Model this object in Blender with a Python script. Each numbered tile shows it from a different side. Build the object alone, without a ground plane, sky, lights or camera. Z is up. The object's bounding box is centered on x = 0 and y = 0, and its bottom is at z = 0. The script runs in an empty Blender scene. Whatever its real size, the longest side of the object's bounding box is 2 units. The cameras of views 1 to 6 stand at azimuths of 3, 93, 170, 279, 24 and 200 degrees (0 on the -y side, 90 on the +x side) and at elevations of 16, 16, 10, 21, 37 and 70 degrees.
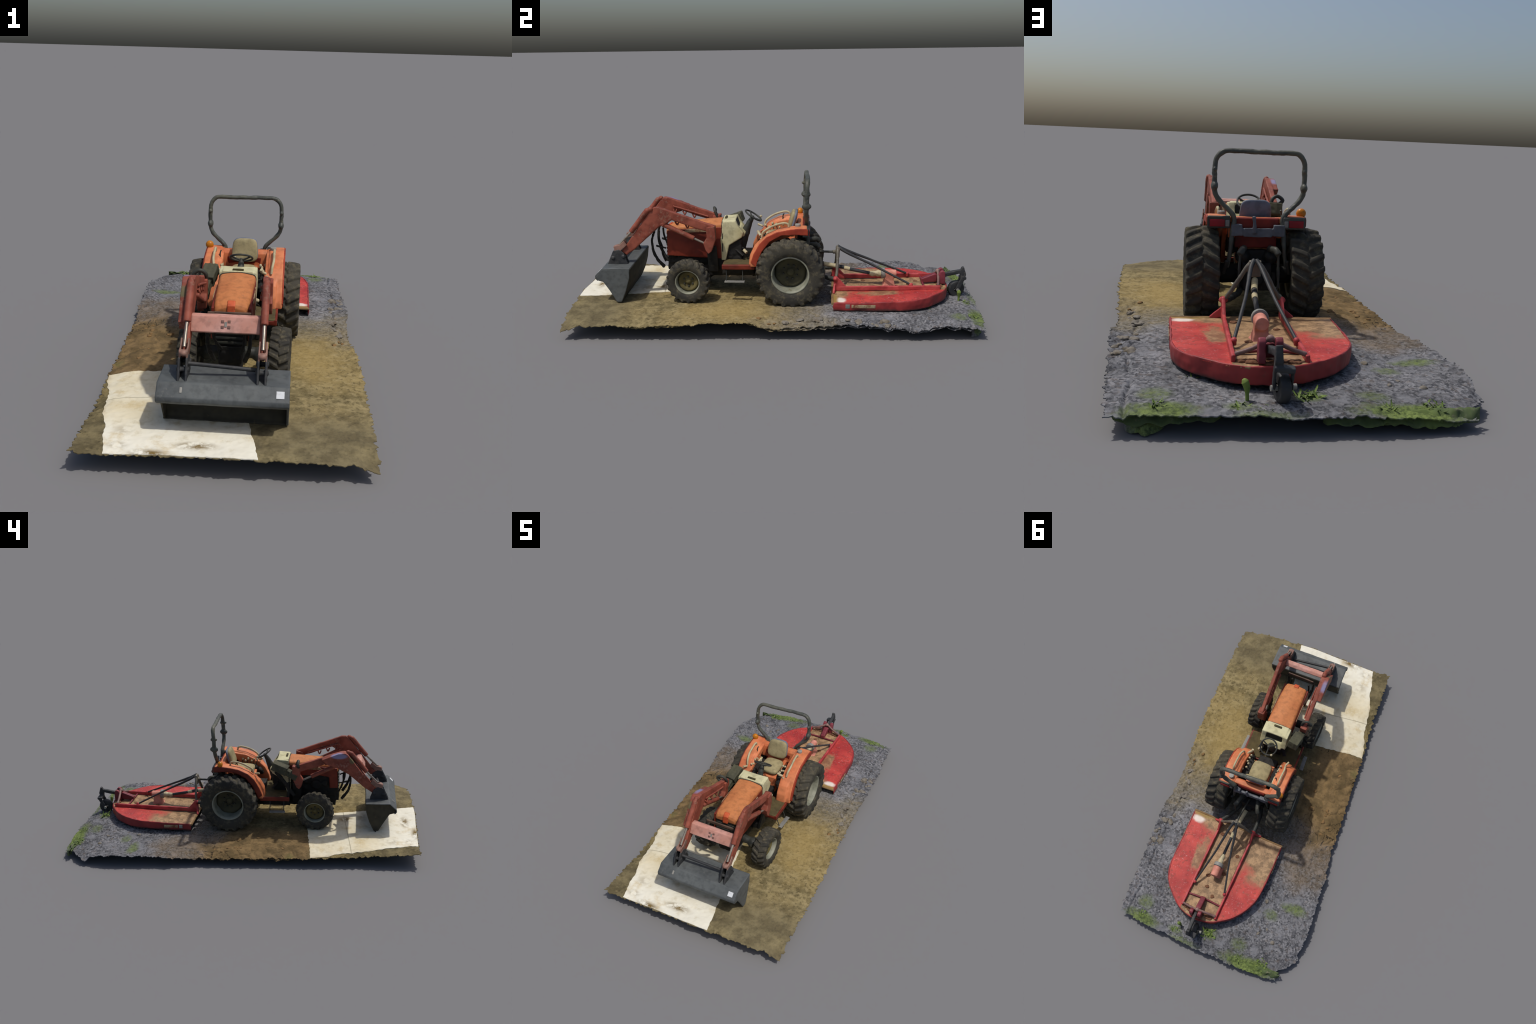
import bpy, bmesh, math, random
from mathutils import Vector, Matrix, noise

random.seed(7)
CX = 0.0235          # centre line of the tractor
scene = bpy.context.scene
COL = scene.collection

# ------------------------------------------------------------------ colours
def lin(c):
    c /= 255.0
    return c / 12.92 if c <= 0.04045 else ((c + 0.055) / 1.055) ** 2.4
def C(r, g, b, k=1.12):
    """colour as it looks in full sun -> base colour"""
    return (min(lin(r) / k, 0.9), min(lin(g) / k, 0.9), min(lin(b) / k, 0.9), 1.0)

# ------------------------------------------------------------------ node helper
class NT:
    def __init__(self, name):
        self.m = bpy.data.materials.new(name)
        self.m.use_nodes = True
        self.t = self.m.node_tree
        self.b = self.t.nodes["Principled BSDF"]
        self.co = self.t.nodes.new("ShaderNodeTexCoord").outputs["Object"]
        s = self.t.nodes.new("ShaderNodeSeparateXYZ")
        self.t.links.new(self.co, s.inputs[0])
        self.x, self.y, self.z = s.outputs
    def put(self, sock, v):
        if hasattr(v, "is_output"):
            self.t.links.new(v, sock)
        else:
            sock.default_value = v
    def math(self, op, a, b=0.0, clamp=False):
        n = self.t.nodes.new("ShaderNodeMath"); n.operation = op; n.use_clamp = clamp
        self.put(n.inputs[0], a); self.put(n.inputs[1], b)
        return n.outputs[0]
    def noise(self, scale, detail=4.0, rough=0.55, stretch=None):
        n = self.t.nodes.new("ShaderNodeTexNoise")
        n.inputs["Scale"].default_value = scale
        n.inputs["Detail"].default_value = detail
        n.inputs["Roughness"].default_value = rough
        v = self.co
        if stretch:
            mp = self.t.nodes.new("ShaderNodeMapping")
            mp.inputs["Scale"].default_value = stretch
            self.t.links.new(v, mp.inputs[0]); v = mp.outputs[0]
        self.t.links.new(v, n.inputs["Vector"])
        return n.outputs["Fac"]
    def voro(self, scale, feature='F1'):
        n = self.t.nodes.new("ShaderNodeTexVoronoi"); n.feature = feature
        n.inputs["Scale"].default_value = scale
        self.t.links.new(self.co, n.inputs["Vector"])
        return n
    def step(self, v, lo, hi):
        n = self.t.nodes.new("ShaderNodeMapRange"); n.interpolation_type = 'SMOOTHSTEP'
        self.put(n.inputs[0], v); n.inputs[1].default_value = lo; n.inputs[2].default_value = hi
        return n.outputs[0]
    def mix(self, f, a, b):
        n = self.t.nodes.new("ShaderNodeMix"); n.data_type = 'RGBA'
        self.put(n.inputs[0], f); self.put(n.inputs[6], a); self.put(n.inputs[7], b)
        return n.outputs[2]
    def mul(self, f, c, g):
        n = self.t.nodes.new("ShaderNodeMix"); n.data_type = 'RGBA'; n.blend_type = 'MULTIPLY'
        self.put(n.inputs[0], f); self.put(n.inputs[6], c); n.inputs[7].default_value = (g, g, g, 1)
        return n.outputs[2]
    def blob(self, cx, cy, rx, ry, soft=0.6, wob=None, wamp=0.0):
        """soft ellipse mask in plan (1 inside)"""
        dx = self.math('DIVIDE', self.math('SUBTRACT', self.x, cx), rx)
        dy = self.math('DIVIDE', self.math('SUBTRACT', self.y, cy), ry)
        d = self.math('SQRT', self.math('ADD', self.math('MULTIPLY', dx, dx), self.math('MULTIPLY', dy, dy)))
        if wob is not None:
            d = self.math('ADD', d, self.math('MULTIPLY', self.math('SUBTRACT', wob, 0.5), wamp))
        return self.step(d, 1.0, 1.0 - soft)
    def done(self, color, rough=0.75, metal=0.0, bump=None, bstr=0.3, bdist=0.002, spec=0.3):
        self.put(self.b.inputs["Base Color"], color)
        self.put(self.b.inputs["Roughness"], rough)
        self.b.inputs["Metallic"].default_value = metal
        self.b.inputs["Specular IOR Level"].default_value = spec
        if bump is not None:
            n = self.t.nodes.new("ShaderNodeBump")
            n.inputs["Strength"].default_value = bstr
            n.inputs["Distance"].default_value = bdist
            self.t.links.new(bump, n.inputs["Height"])
            self.t.links.new(n.outputs[0], self.b.inputs["Normal"])
        return self.m

def worn(name, a, b, dirt, rough=0.7, s1=9, s2=60, lo=0.55, hi=0.72, metal=0.0, spec=0.3, bstr=0.2):
    """two-tone paint with patchy dirt and fine grain"""
    n = NT(name)
    big = n.noise(s1, 3)
    fine = n.noise(s2, 5, 0.65)
    c = n.mix(n.step(big, 0.35, 0.65), a, b)
    m = n.math('ADD', n.math('MULTIPLY', fine, 0.6), n.math('MULTIPLY', big, 0.4))
    c = n.mix(n.step(m, lo, hi), c, dirt)
    mid = n.noise(s2 * .45, 4, .6)
    c = n.mul(n.math('MULTIPLY', n.step(mid, .42, .68), .7), c, .66)
    return n.done(c, rough, metal, fine, bstr, 0.0015, spec)

# ------------------------------------------------------------------ materials
M_HOOD = worn("faded_orange_paint", C(188, 116, 70), C(200, 128, 78), C(176, 116, 80), 0.62, 7, 90, .56, .72, spec=.25)
M_SIDE = worn("red_orange_panel_paint", C(128, 50, 32), C(106, 38, 26), C(96, 56, 40), 0.55, 8, 60)
M_FENDER = worn("orange_fender_paint", C(218, 134, 90), C(204, 112, 70), C(172, 106, 74), 0.55, 9, 50)
M_ARM = worn("loader_red_paint", C(152, 82, 64), C(128, 62, 48), C(142, 108, 90), 0.6, 14, 70, .52, .68)
def left_arm_mat():
    n = NT("loader_red_paint_with_blue_patch")
    big = n.noise(14, 3); f = n.noise(70, 5, .65); mid = n.noise(30, 4)
    c = n.mix(n.step(big, .35, .65), C(152, 82, 64), C(128, 62, 48))
    c = n.mix(n.step(n.math('ADD', n.math('MULTIPLY', f, .6), n.math('MULTIPLY', big, .4)), .52, .68), c, C(158, 116, 100))
    c = n.mul(n.math('MULTIPLY', n.step(mid, .42, .68), .7), c, .66)
    outer = n.step(n.x, -.116, -.128)
    def oval(cy, cz, ry, rz):
        a = n.math('DIVIDE', n.math('SUBTRACT', n.y, cy), ry); b = n.math('DIVIDE', n.math('SUBTRACT', n.z, cz), rz)
        d = n.math('SQRT', n.math('ADD', n.math('MULTIPLY', a, a), n.math('MULTIPLY', b, b)))
        return n.math('MULTIPLY', n.step(d, 1.0, .55), outer)
    c = n.mix(n.math('MULTIPLY', oval(-.555, .515, .055, .02), .85), c, C(140, 140, 176))  # blue-lavender oval on the knee's outer face
    c = n.mix(n.math('MULTIPLY', oval(-.628, .495, .022, .03), .7), c, C(92, 104, 72))
    return n.done(c, .6, 0, f, .2, .0015)
M_ARML = left_arm_mat()
M_BEAM = worn("loader_beam_red_paint", C(206, 158, 146), C(196, 140, 124), C(186, 150, 136), 0.65, 9, 90, .55, .75)
M_CREAM = worn("cream_plastic", C(206, 200, 160), C(190, 182, 138), C(150, 140, 92), 0.65, 8, 80, .58, .75)
M_SEAT = worn("olive_seat_vinyl", C(164, 152, 114), C(150, 138, 102), C(134, 124, 96), 0.8, 12, 90)
M_SEATBACK = worn("grey_seat_shell", C(124, 130, 146), C(108, 114, 128), C(92, 96, 108), 0.6)
M_FLOOR = worn("muddy_floor_mat", C(92, 82, 52), C(80, 70, 46), C(108, 94, 62), 0.9, 12, 80)
M_STEEL = worn("dull_black_steel", C(66, 66, 58), C(52, 54, 52), C(112, 106, 86), 0.55, 12, 60, .58, .78)
M_ROPS = worn("weathered_grey_tube", C(96, 96, 84), C(74, 77, 72), C(142, 136, 112), 0.5, 11, 60, .56, .76)
M_BLACK = worn("oily_engine_black", C(40, 38, 34), C(28, 28, 27), C(64, 58, 46), 0.7, 20, 70)
M_BUCKET = worn("bucket_grey_paint", C(94, 98, 98), C(80, 84, 85), C(112, 112, 106), 0.55, 6, 90, .56, .75)
M_BUCKIN = worn("bucket_inside_rust", C(70, 66, 54), C(58, 56, 48), C(96, 84, 60), 0.85, 10, 60)
M_CHROME = worn("cylinder_rod_metal", C(170, 160, 146), C(150, 140, 128), C(110, 96, 84), 0.35, 20, 80, metal=0.5)
M_RIM = worn("rim_pale_grey", C(152, 152, 136), C(136, 138, 122), C(110, 104, 80), 0.6, 14, 60)
M_DISC = worn("dusty_wheel_disc", C(84, 80, 58), C(70, 68, 52), C(104, 96, 66), 0.85, 18, 60)
M_FDISC = worn("olive_wheel_disc", C(108, 98, 60), C(92, 84, 52), C(130, 118, 78), 0.8, 18, 60)
M_AMBER = worn("amber_lens", C(205, 128, 28), C(190, 112, 22), C(160, 100, 30), 0.35)
M_REDLENS = worn("red_lens", C(150, 18, 34), C(128, 14, 28), C(110, 24, 34), 0.25)
M_WHITE = worn("white_label", C(230, 232, 234), C(215, 218, 220), C(190, 190, 190), 0.6)
M_LGREY = worn("pale_grey_metal", C(150, 148, 140), C(126, 126, 122), C(100, 94, 84), 0.5)
M_DECAL = worn("worn_pale_decal", C(176, 160, 128), C(140, 112, 84), C(120, 60, 42), 0.7, 25, 60, .5, .62)
M_DDECAL = worn("dark_emblem", C(120, 88, 80), C(130, 98, 88), C(150, 116, 104), 0.7)
M_CRED = worn("cutter_red_paint", C(190, 78, 78), C(166, 54, 58), C(150, 78, 70), 0.5, 12, 60, .55, .72)
M_MAROON = worn("dark_red_paint", C(136, 60, 70), C(118, 46, 54), C(108, 62, 62), 0.5, 12, 60, .58, .75)
M_SALMON = worn("sun_bleached_red_casting", C(216, 146, 128), C(198, 124, 104), C(160, 116, 96), 0.75, 18, 60)
M_IVORY = worn("ivory_sleeve", C(196, 184, 150), C(180, 168, 132), C(140, 124, 92), 0.6, 18, 60)
M_PIPE = worn("black_pipe", C(62, 62, 62), C(50, 52, 55), C(96, 92, 86), 0.55, 16, 60)

def tyre_mat(name, dust, dark, c1):
    n = NT(name)
    big = n.noise(7, 3); f = n.noise(45, 5, .65)
    c = n.mix(n.step(big, .3, .7), c1, dark)
    c = n.mix(n.math('MULTIPLY', n.step(f, .45, .72), .6), c, dust)
    return n.done(c, .85, 0, f, .3, .002, .2)
M_TYRE = tyre_mat("dusty_rubber", C(112, 104, 82), C(52, 51, 48), C(72, 69, 60))
M_TYRER = tyre_mat("dusty_rubber_tread", C(112, 104, 82), C(52, 51, 48), C(72, 69, 60))

# --- soil, gravel, mud and moss of the ground patch
def ground_mat():
    n = NT("soil_and_gravel")
    n1 = n.noise(3.2, 4); n2 = n.noise(14, 5, .6); n3 = n.noise(70, 5, .7); n4 = n.noise(38, 3)
    dirt = n.mix(n.step(n2, .35, .66), C(104, 94, 66), C(150, 136, 98))
    dirt = n.mix(n.math('MULTIPLY', n.step(n1, .45, .62), .55), dirt, C(162, 142, 94))
    dirt = n.mix(n.math('MULTIPLY', n.step(n3, .48, .68), .75), dirt, C(80, 70, 48))
    dirt = n.mix(n.math('MULTIPLY', n.step(n4, .5, .68), .55), dirt, C(168, 152, 112))
    dirt = n.mul(n.math('MULTIPLY', n.step(n.noise(24, 3), .5, .66), .6), dirt, .72)
    # greyer tone towards the front
    greyf = n.math('MULTIPLY', n.step(n.y, -.55, -.8), n.step(n1, .35, .6))
    dirt = n.mix(n.math('MULTIPLY', greyf, .75), dirt, n.mix(n.step(n2, .35, .65), C(88, 82, 66), C(118, 110, 86)))
    # brown clay on the -x side
    clay = n.mix(n.step(n2, .35, .65), C(100, 84, 58), C(136, 113, 79))
    clay = n.mix(n.math('MULTIPLY', n.step(n3, .55, .7), .7), clay, C(70, 60, 46))
    ck = n.step(n.math('ABSOLUTE', n.math('SUBTRACT', n.noise(11, 3, .6, (1, .7, 1)), .5)), .014, .002)
    ck = n.math('MULTIPLY', ck, n.step(n.noise(4, 2), .45, .55))
    clay = n.mix(n.math('MULTIPLY', ck, .85), clay, C(34, 30, 24))
    cm = n.step(n.math('ADD', n.x, n.math('MULTIPLY', n.math('SUBTRACT', n1, .5), .3)), -.1, -.24)
    cm = n.math('MULTIPLY', cm, n.step(n.math('ADD', n.y, n.math('MULTIPLY', n.math('SUBTRACT', n2, .5), .1)), -.46, -.38))
    dirt = n.mix(cm, dirt, clay)
    # yellower dry soil beside the wheels, darker olive soil along the front
    dirt = n.mix(n.math('MULTIPLY', n.blob(.33, -.22, .16, .32, .8, n2, 1.0), .45), dirt, C(160, 138, 86))
    dirt = n.mul(n.math('MULTIPLY', n.math('MULTIPLY', n.step(n.x, -.25, -.34), n.step(n.y, -.42, -.5)), .6), dirt, .72)
    # gravel at the back
    v = n.voro(120)
    hsv = n.t.nodes.new("ShaderNodeSeparateColor"); n.t.links.new(v.outputs["Color"], hsv.inputs[0])
    stone = n.mix(hsv.outputs[0], C(74, 75, 79), C(140, 140, 143))
    stone = n.mix(n.math('MULTIPLY', n.step(n3, .5, .7), .75), stone, C(60, 60, 64))
    stone = n.mix(n.math('MULTIPLY', n.step(n2, .5, .68), .7), stone, C(152, 153, 158))
    stone = n.mix(n.math('MULTIPLY', n.step(n4, .55, .7), .35), stone, C(112, 96, 82))
    stone = n.mul(n.math('MULTIPLY', n.step(n.noise(7, 4, .6), .42, .62), .8), stone, .62)
    edge = n.math('ADD', n.y, n.math('MULTIPLY', n.math('SUBTRACT', n1, .5), .5))
    edge = n.math('ADD', edge, n.math('MULTIPLY', n.math('SUBTRACT', n2, .5), .15))
    edge = n.math('SUBTRACT', edge, n.math('MULTIPLY', n.step(n.x, -.1, -.4), .17))
    gm = n.math('MAXIMUM', n.math('MULTIPLY', n.step(edge, -.08, .2), .55), n.step(edge, .06, .36))
    c = n.mix(gm, dirt, stone)
    # moss and weeds
    g = n.mix(n.step(n3, .35, .65), C(70, 83, 46), C(122, 138, 76))
    for (cx, cy, rx, ry, st) in [(-.30, .965, .22, .06, .95), (.36, .95, .16, .05, .9), (.365, .85, .06, .05, .5),
                                 (-.03, .885, .06, .04, .75), (.161, .93, .05, .03, .6), (-.41, .585, .10, .045, .65),
                                 (-.30, .66, .06, .04, .5), (-.2, .88, .06, .05, .4), (.10, .98, .12, .03, .5), (-.45, -.3, .03, .04, .25)]:
        m = n.blob(cx, cy, rx, ry, .7, n2, 1.2)
        c = n.mix(n.math('MULTIPLY', m, st), c, g)
    h = n.math('ADD', n.math('MULTIPLY', n3, .6), n.math('MULTIPLY', n.voro(90).outputs["Distance"], .4))
    return n.done(c, .95, 0, h, .6, .004, .1)
M_GROUND = ground_mat()

def slab_mat():
    n = NT("pale_concrete")
    n1 = n.noise(5, 4); n2 = n.noise(22, 5, .6); n3 = n.noise(90, 4)
    c = n.mix(n.step(n1, .35, .65), C(224, 212, 180), C(236, 230, 208))
    c = n.mix(n.math('MULTIPLY', n.step(n.y, -.7, -.95), .6), c, C(240, 240, 230))
    c = n.mix(n.math('MULTIPLY', n.step(n2, .52, .75), .5), c, C(190, 176, 140))
    for (cx, cy, rx, ry, s) in [(-.05, -.925, .10, .035, 1.0), (-.19, -.98, .10, .035, 1.0), (-.30, -.94, .05, .03, .6), (-.02, -.59, .06, .07, .9), (-.30, -.85, .05, .05, .4), (.0, -.68, .09, .05, .5)]:
        m = n.math('MULTIPLY', n.blob(cx, cy, rx, ry, .8, n2, 1.4), n.step(n2, .36, .56))
        c = n.mix(n.math('MULTIPLY', m, s), c, C(120, 98, 50))
    c = n.mix(n.math('MULTIPLY', n.step(n.noise(9, 5, .65), .52, .68), .55), c, C(196, 172, 118))
    crack = n.step(n.math('ABSOLUTE', n.math('ADD', n.math('SUBTRACT', n.y, n.math('MULTIPLY', n.x, .12)), .58)), .004, .001)
    c = n.mix(n.math('MULTIPLY', crack, .5), c, C(120, 110, 84))
    edge = n.math('SUBTRACT', n.x, n.math('MULTIPLY', n.math('ADD', n.y, .99), -.2))
    edge = n.math('ADD', edge, n.math('MULTIPLY', n.math('SUBTRACT', n2, .5), .08))
    c = n.mix(n.math('MULTIPLY', n.step(edge, -.33, -.37), .6), c, C(168, 142, 92))
    return n.done(c, .9, 0, n3, .25, .002, .15)
M_SLAB = slab_mat()

def deck_mat():
    n = NT("muddy_red_deck")
    n1 = n.noise(8, 4); n2 = n.noise(30, 5, .65); n3 = n.noise(110, 4)
    red = n.mix(n.step(n1, .35, .65), C(166, 52, 50), C(198, 72, 64))
    red = n.mul(n.math('MULTIPLY', n.step(n2, .45, .7), .7), red, .68)
    red = n.mix(n.math('MULTIPLY', n.step(n.noise(48, 5, .7), .54, .66), .65), red, C(112, 62, 50))
    red = n.mix(n.math('MULTIPLY', n.step(n3, .60, .72), .6), red, C(206, 150, 150))
    mud = n.mix(n.step(n2, .35, .65), C(128, 102, 74), C(180, 146, 108))
    mud = n.mix(n.math('MULTIPLY', n.step(n1, .5, .65), .6), mud, C(122, 92, 66))
    mud = n.mul(n.math('MULTIPLY', n.step(n3, .5, .68), .7), mud, .62)
    w = n.math('ADD', n.math('MULTIPLY', n.math('SUBTRACT', n1, .5), .22), n.math('MULTIPLY', n.math('SUBTRACT', n2, .5), .14))
    rail = n.math('MULTIPLY', n.math('SUBTRACT', n.y, .29), .03)
    mid = n.math('ABSOLUTE', n.math('SUBTRACT', n.math('SUBTRACT', n.x, rail), .0525))
    m = n.step(mid, .104, .098)                         # mud lies between the rails
    m = n.math('MAXIMUM', m, n.step(n.math('ADD', n.math('ADD', n.y, w), n.math('MULTIPLY', n.math('SUBTRACT', n.x, .2), .5)), .40, .31))
    nside = n.math('MULTIPLY', n.step(n.x, .0, -.04), n.step(n.math('ADD', n.y, n.math('MULTIPLY', w, 1.8)), .62, .44))
    m = n.math('MAXIMUM', m, n.math('MULTIPLY', nside, .8))
    m = n.math('MAXIMUM', m, n.math('MULTIPLY', n.blob(.190, .50, .045, .13, .5, n2, 1.8), .9))
    m = n.math('MAXIMUM', m, n.math('MULTIPLY', n.step(n.math('ADD', n.y, n.math('MULTIPLY', w, .6)), .80, .83), .8))
    c = n.mix(m, red, mud)
    c = n.mix(n.math('MULTIPLY', n.blob(.285, .315, .05, .028, .6, n2, .8), .9), c, C(236, 226, 214))  # white patch paints glare over the worn front corner
    c = n.mix(n.math('MULTIPLY', n.blob(.27, .285, .09, .022, .6, n2, .9), .7), c, C(150, 126, 56))
    return n.done(c, .6, 0, n2, .25, .002, .3)
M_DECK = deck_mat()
M_LEAF = worn("weed_leaf_green", C(128, 148, 70), C(100, 122, 60), C(80, 100, 56), 0.7, 30, 60)
M_FLAP = worn("mossy_edge_green", C(96, 112, 58), C(78, 92, 60), C(130, 128, 100), 0.85, 14, 60)
M_STONE = worn("grey_clod", C(128, 122, 112), C(112, 104, 92), C(150, 132, 100), 0.9, 14, 60)
M_CLOD = worn("brown_clod", C(134, 106, 68), C(112, 88, 58), C(84, 66, 46), 0.9, 14, 60)

# ------------------------------------------------------------------ mesh helpers
def new_obj(name, me, mat=None, parent=None, kind=None):
    ob = bpy.data.objects.new(name, me)
    COL.objects.link(ob)
    if mat is not None and len(me.materials) == 0:
        me.materials.append(mat)
    if parent is not None:
        ob.parent = parent
        ob.matrix_parent_inverse = Matrix.Translation(parent_world(parent)).inverted()
    return ob
def parent_world(p):
    v = Vector(p.location)
    if p.parent is not None and not p.get("_abs"):
        pass
    return v
def empty(name, loc, parent=None):
    e = bpy.data.objects.new(name, None)
    e.empty_display_size = .05
    COL.objects.link(e)
    e.location = loc
    if parent is not None:
        e.parent = parent
        e.matrix_parent_inverse = Matrix.Translation(parent.location).inverted()
    return e

class Piece:
    """collects solid pieces into one bmesh"""
    def __init__(self):
        self.bm = bmesh.new()
    def faces(self, verts, faces):
        vs = [self.bm.verts.new(v) for v in verts]
        for f in faces:
            try: self.bm.faces.new([vs[i] for i in f])
            except ValueError: pass
        return self
    def prism(self, prof, x0, x1, shear=0.0):
        """polygon in (y, z), extruded along x; shear shifts y of the x1 side"""
        n = len(prof)
        v = [(x0, y, z) for y, z in prof] + [(x1, y + shear, z) for y, z in prof]
        f = [list(range(n))[::-1], list(range(n, 2 * n))]
        f += [[i, (i + 1) % n, n + (i + 1) % n, n + i] for i in range(n)]
        return self.faces(v, f)
    def box(self, x0, x1, y0, y1, z0, z1):
        return self.prism([(y0, z0), (y1, z0), (y1, z1), (y0, z1)], x0, x1)
    def bar(self, a, b, w, h, up=(0, 0, 1)):
        a, b = Vector(a), Vector(b); d = (b - a).normalized()
        s = d.cross(Vector(up)).normalized(); t = s.cross(d).normalized()
        v = []
        for p in (a, b):
            for i, j in ((-1, -1), (1, -1), (1, 1), (-1, 1)):
                v.append(p + s * (i * w / 2) + t * (j * h / 2))
        return self.faces(v, [[3, 2, 1, 0], [4, 5, 6, 7]] + [[i, (i + 1) % 4, 4 + (i + 1) % 4, 4 + i] for i in range(4)])
    def tube(self, pts, r, seg=14, sub=6, flat=1.0, closed=False, smooth=True):
        """round tube along a smooth path; r is a number or one per control point; flat scales y"""
        P = [Vector(p) for p in pts]; n = len(P)
        R = r if isinstance(r, (list, tuple)) else [r] * n
        path, rad = [], []
        cnt = n if closed else n - 1
        for i in range(cnt):
            if closed: p0, p1, p2, p3 = P[i - 1], P[i], P[(i + 1) % n], P[(i + 2) % n]
            else: p0, p1, p2, p3 = P[max(i - 1, 0)], P[i], P[i + 1], P[min(i + 2, n - 1)]
            k = sub if smooth else 1
            for j in range(k):
                t = j / k
                if smooth:
                    q = 0.5 * ((2 * p1) + (p2 - p0) * t + (2 * p0 - 5 * p1 + 4 * p2 - p3) * t * t + (3 * p1 - p0 - 3 * p2 + p3) * t ** 3)
                else: q = p1
                path.append(q); rad.append(R[i] * (1 - t) + R[(i + 1) % n] * t)
        if not closed: path.append(P[-1]); rad.append(R[-1])
        m = len(path); rings = []
        ref = None
        for i, p in enumerate(path):
            if closed: d = path[(i + 1) % m] - path[i - 1]
            else: d = path[min(i + 1, m - 1)] - path[max(i - 1, 0)]
            d.normalize()
            if ref is None:
                ref = d.orthogonal().normalized()
            s = (ref - d * ref.dot(d)).normalized(); ref = s
            t = d.cross(s)
            ring = []
            for a in range(seg):
                an = 2 * math.pi * a / seg
                o = (s * math.cos(an) + t * math.sin(an)) * rad[i]
                o.y *= flat
                ring.append(self.bm.verts.new(p + o))
            rings.append(ring)
        for i in range(m if closed else m - 1):
            A, B = rings[i], rings[(i + 1) % m]
            for a in range(seg):
                self.bm.faces.new([A[a], A[(a + 1) % seg], B[(a + 1) % seg], B[a]])
        if not closed:
            self.bm.faces.new(rings[0][::-1]); self.bm.faces.new(rings[-1])
        return self
    def ball(self, c, r, sx=1, sy=1, sz=1, sub=3):
        mt = Matrix.Translation(c) @ Matrix.Diagonal((sx, sy, sz, 1))
        bmesh.ops.create_icosphere(self.bm, subdivisions=sub, radius=r, matrix=mt)
        return self
    def loft(self, sections):
        rings = [[self.bm.verts.new(p) for p in s] for s in sections]
        n = len(rings[0])
        for A, B in zip(rings[:-1], rings[1:]):
            for a in range(n):
                self.bm.faces.new([A[a], A[(a + 1) % n], B[(a + 1) % n], B[a]])
        self.bm.faces.new(rings[0][::-1]); self.bm.faces.new(rings[-1])
        return self
    def make(self, name, mat, parent, melt=None, lump=0.0, lscale=22, bevel=0.0, angle=40, smooth=2, seed=0.0):
        bm = self.bm
        bmesh.ops.recalc_face_normals(bm, faces=bm.faces)
        if bevel:
            es = [e for e in bm.edges if len(e.link_faces) == 2 and e.calc_face_angle(0) > .5]
            bmesh.ops.bevel(bm, geom=es, offset=bevel, segments=2, profile=.6, affect='EDGES', clamp_overlap=True)
        me = bpy.data.meshes.new(name)
        bm.to_mesh(me); bm.free()
        if melt:
            me = remesh(me, melt, smooth)
        if lump:
            wobble(me, lump, lscale, seed)
        if melt:
            me.polygons.foreach_set("use_smooth", [True] * len(me.polygons))
        else:
            me.polygons.foreach_set("use_smooth", [True] * len(me.polygons))
            me.set_sharp_from_angle(angle=math.radians(angle))
        me.name = name
        return new_obj(name, me, mat, parent)

def remesh(me, voxel, smooth):
    tmp = bpy.data.objects.new("helper", me)
    COL.objects.link(tmp)
    md = tmp.modifiers.new("r", 'REMESH'); md.mode = 'VOXEL'; md.voxel_size = voxel; md.adaptivity = 0
    if smooth:
        sm = tmp.modifiers.new("s", 'SMOOTH'); sm.factor = .5; sm.iterations = smooth
    dg = bpy.context.evaluated_depsgraph_get()
    out = bpy.data.meshes.new_from_object(tmp.evaluated_get(dg))
    bpy.data.objects.remove(tmp)
    bpy.data.meshes.remove(me)
    out.materials.clear()
    return out

def wobble(me, amp, scale, seed=0.0):
    """low lumps, as on a worn or scanned surface"""
    s = Vector((seed, seed * 1.7, seed * .3))
    nor = [v.normal.copy() for v in me.vertices]
    for v, nn in zip(me.vertices, nor):
        q = v.co * scale + s
        v.co += nn * (amp * (noise.noise(q) + .5 * noise.noise(q * 2.3)))
    me.update()

def lathe(prof, seg, disp=None, axis_caps=True):
    """revolve (r, x) about the x axis; returns mesh data"""
    me = bpy.data.meshes.new("lathe")
    n = len(prof); vs = []; fs = []
    for i in range(seg):
        th = 2 * math.pi * i / seg
        for k, (r, x) in enumerate(prof):
            rr, xx = (r, x) if disp is None else disp(th, r, x, k / (n - 1))
            vs.append((xx, rr * math.cos(th), rr * math.sin(th)))
    for i in range(seg):
        j = (i + 1) % seg
        for k in range(n - 1):
            fs.append((i * n + k, j * n + k, j * n + k + 1, i * n + k + 1))
    me.from_pydata(vs, [], fs)
    bm = bmesh.new(); bm.from_mesh(me)
    bmesh.ops.remove_doubles(bm, verts=bm.verts, dist=1e-6)
    bmesh.ops.recalc_face_normals(bm, faces=bm.faces)
    bm.to_mesh(me); bm.free()
    me.polygons.foreach_set("use_smooth", [True] * len(me.polygons))
    return me
def smoothline(pts, k):
    P = [Vector((a, b)) for a, b in pts]; out = []
    for i in range(len(P) - 1):
        p0, p1, p2, p3 = P[max(i - 1, 0)], P[i], P[i + 1], P[min(i + 2, len(P) - 1)]
        for j in range(k):
            t = j / k
            out.append(tuple(0.5 * ((2 * p1) + (p2 - p0) * t + (2 * p0 - 5 * p1 + 4 * p2 - p3) * t * t + (3 * p1 - p0 - 3 * p2 + p3) * t ** 3)))
    out.append(tuple(P[-1])); return out
def sst(a, b, x):
    t = max(0.0, min(1.0, (x - a) / (b - a))); return t * t * (3 - 2 * t)
def curve1(pts, t):
    """piecewise-linear rule, eased"""
    if t <= pts[0][0]: return pts[0][1]
    for (a, u), (b, v) in zip(pts[:-1], pts[1:]):
        if t <= b: return u + (v - u) * sst(a, b, t)
    return pts[-1][1]

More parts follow.
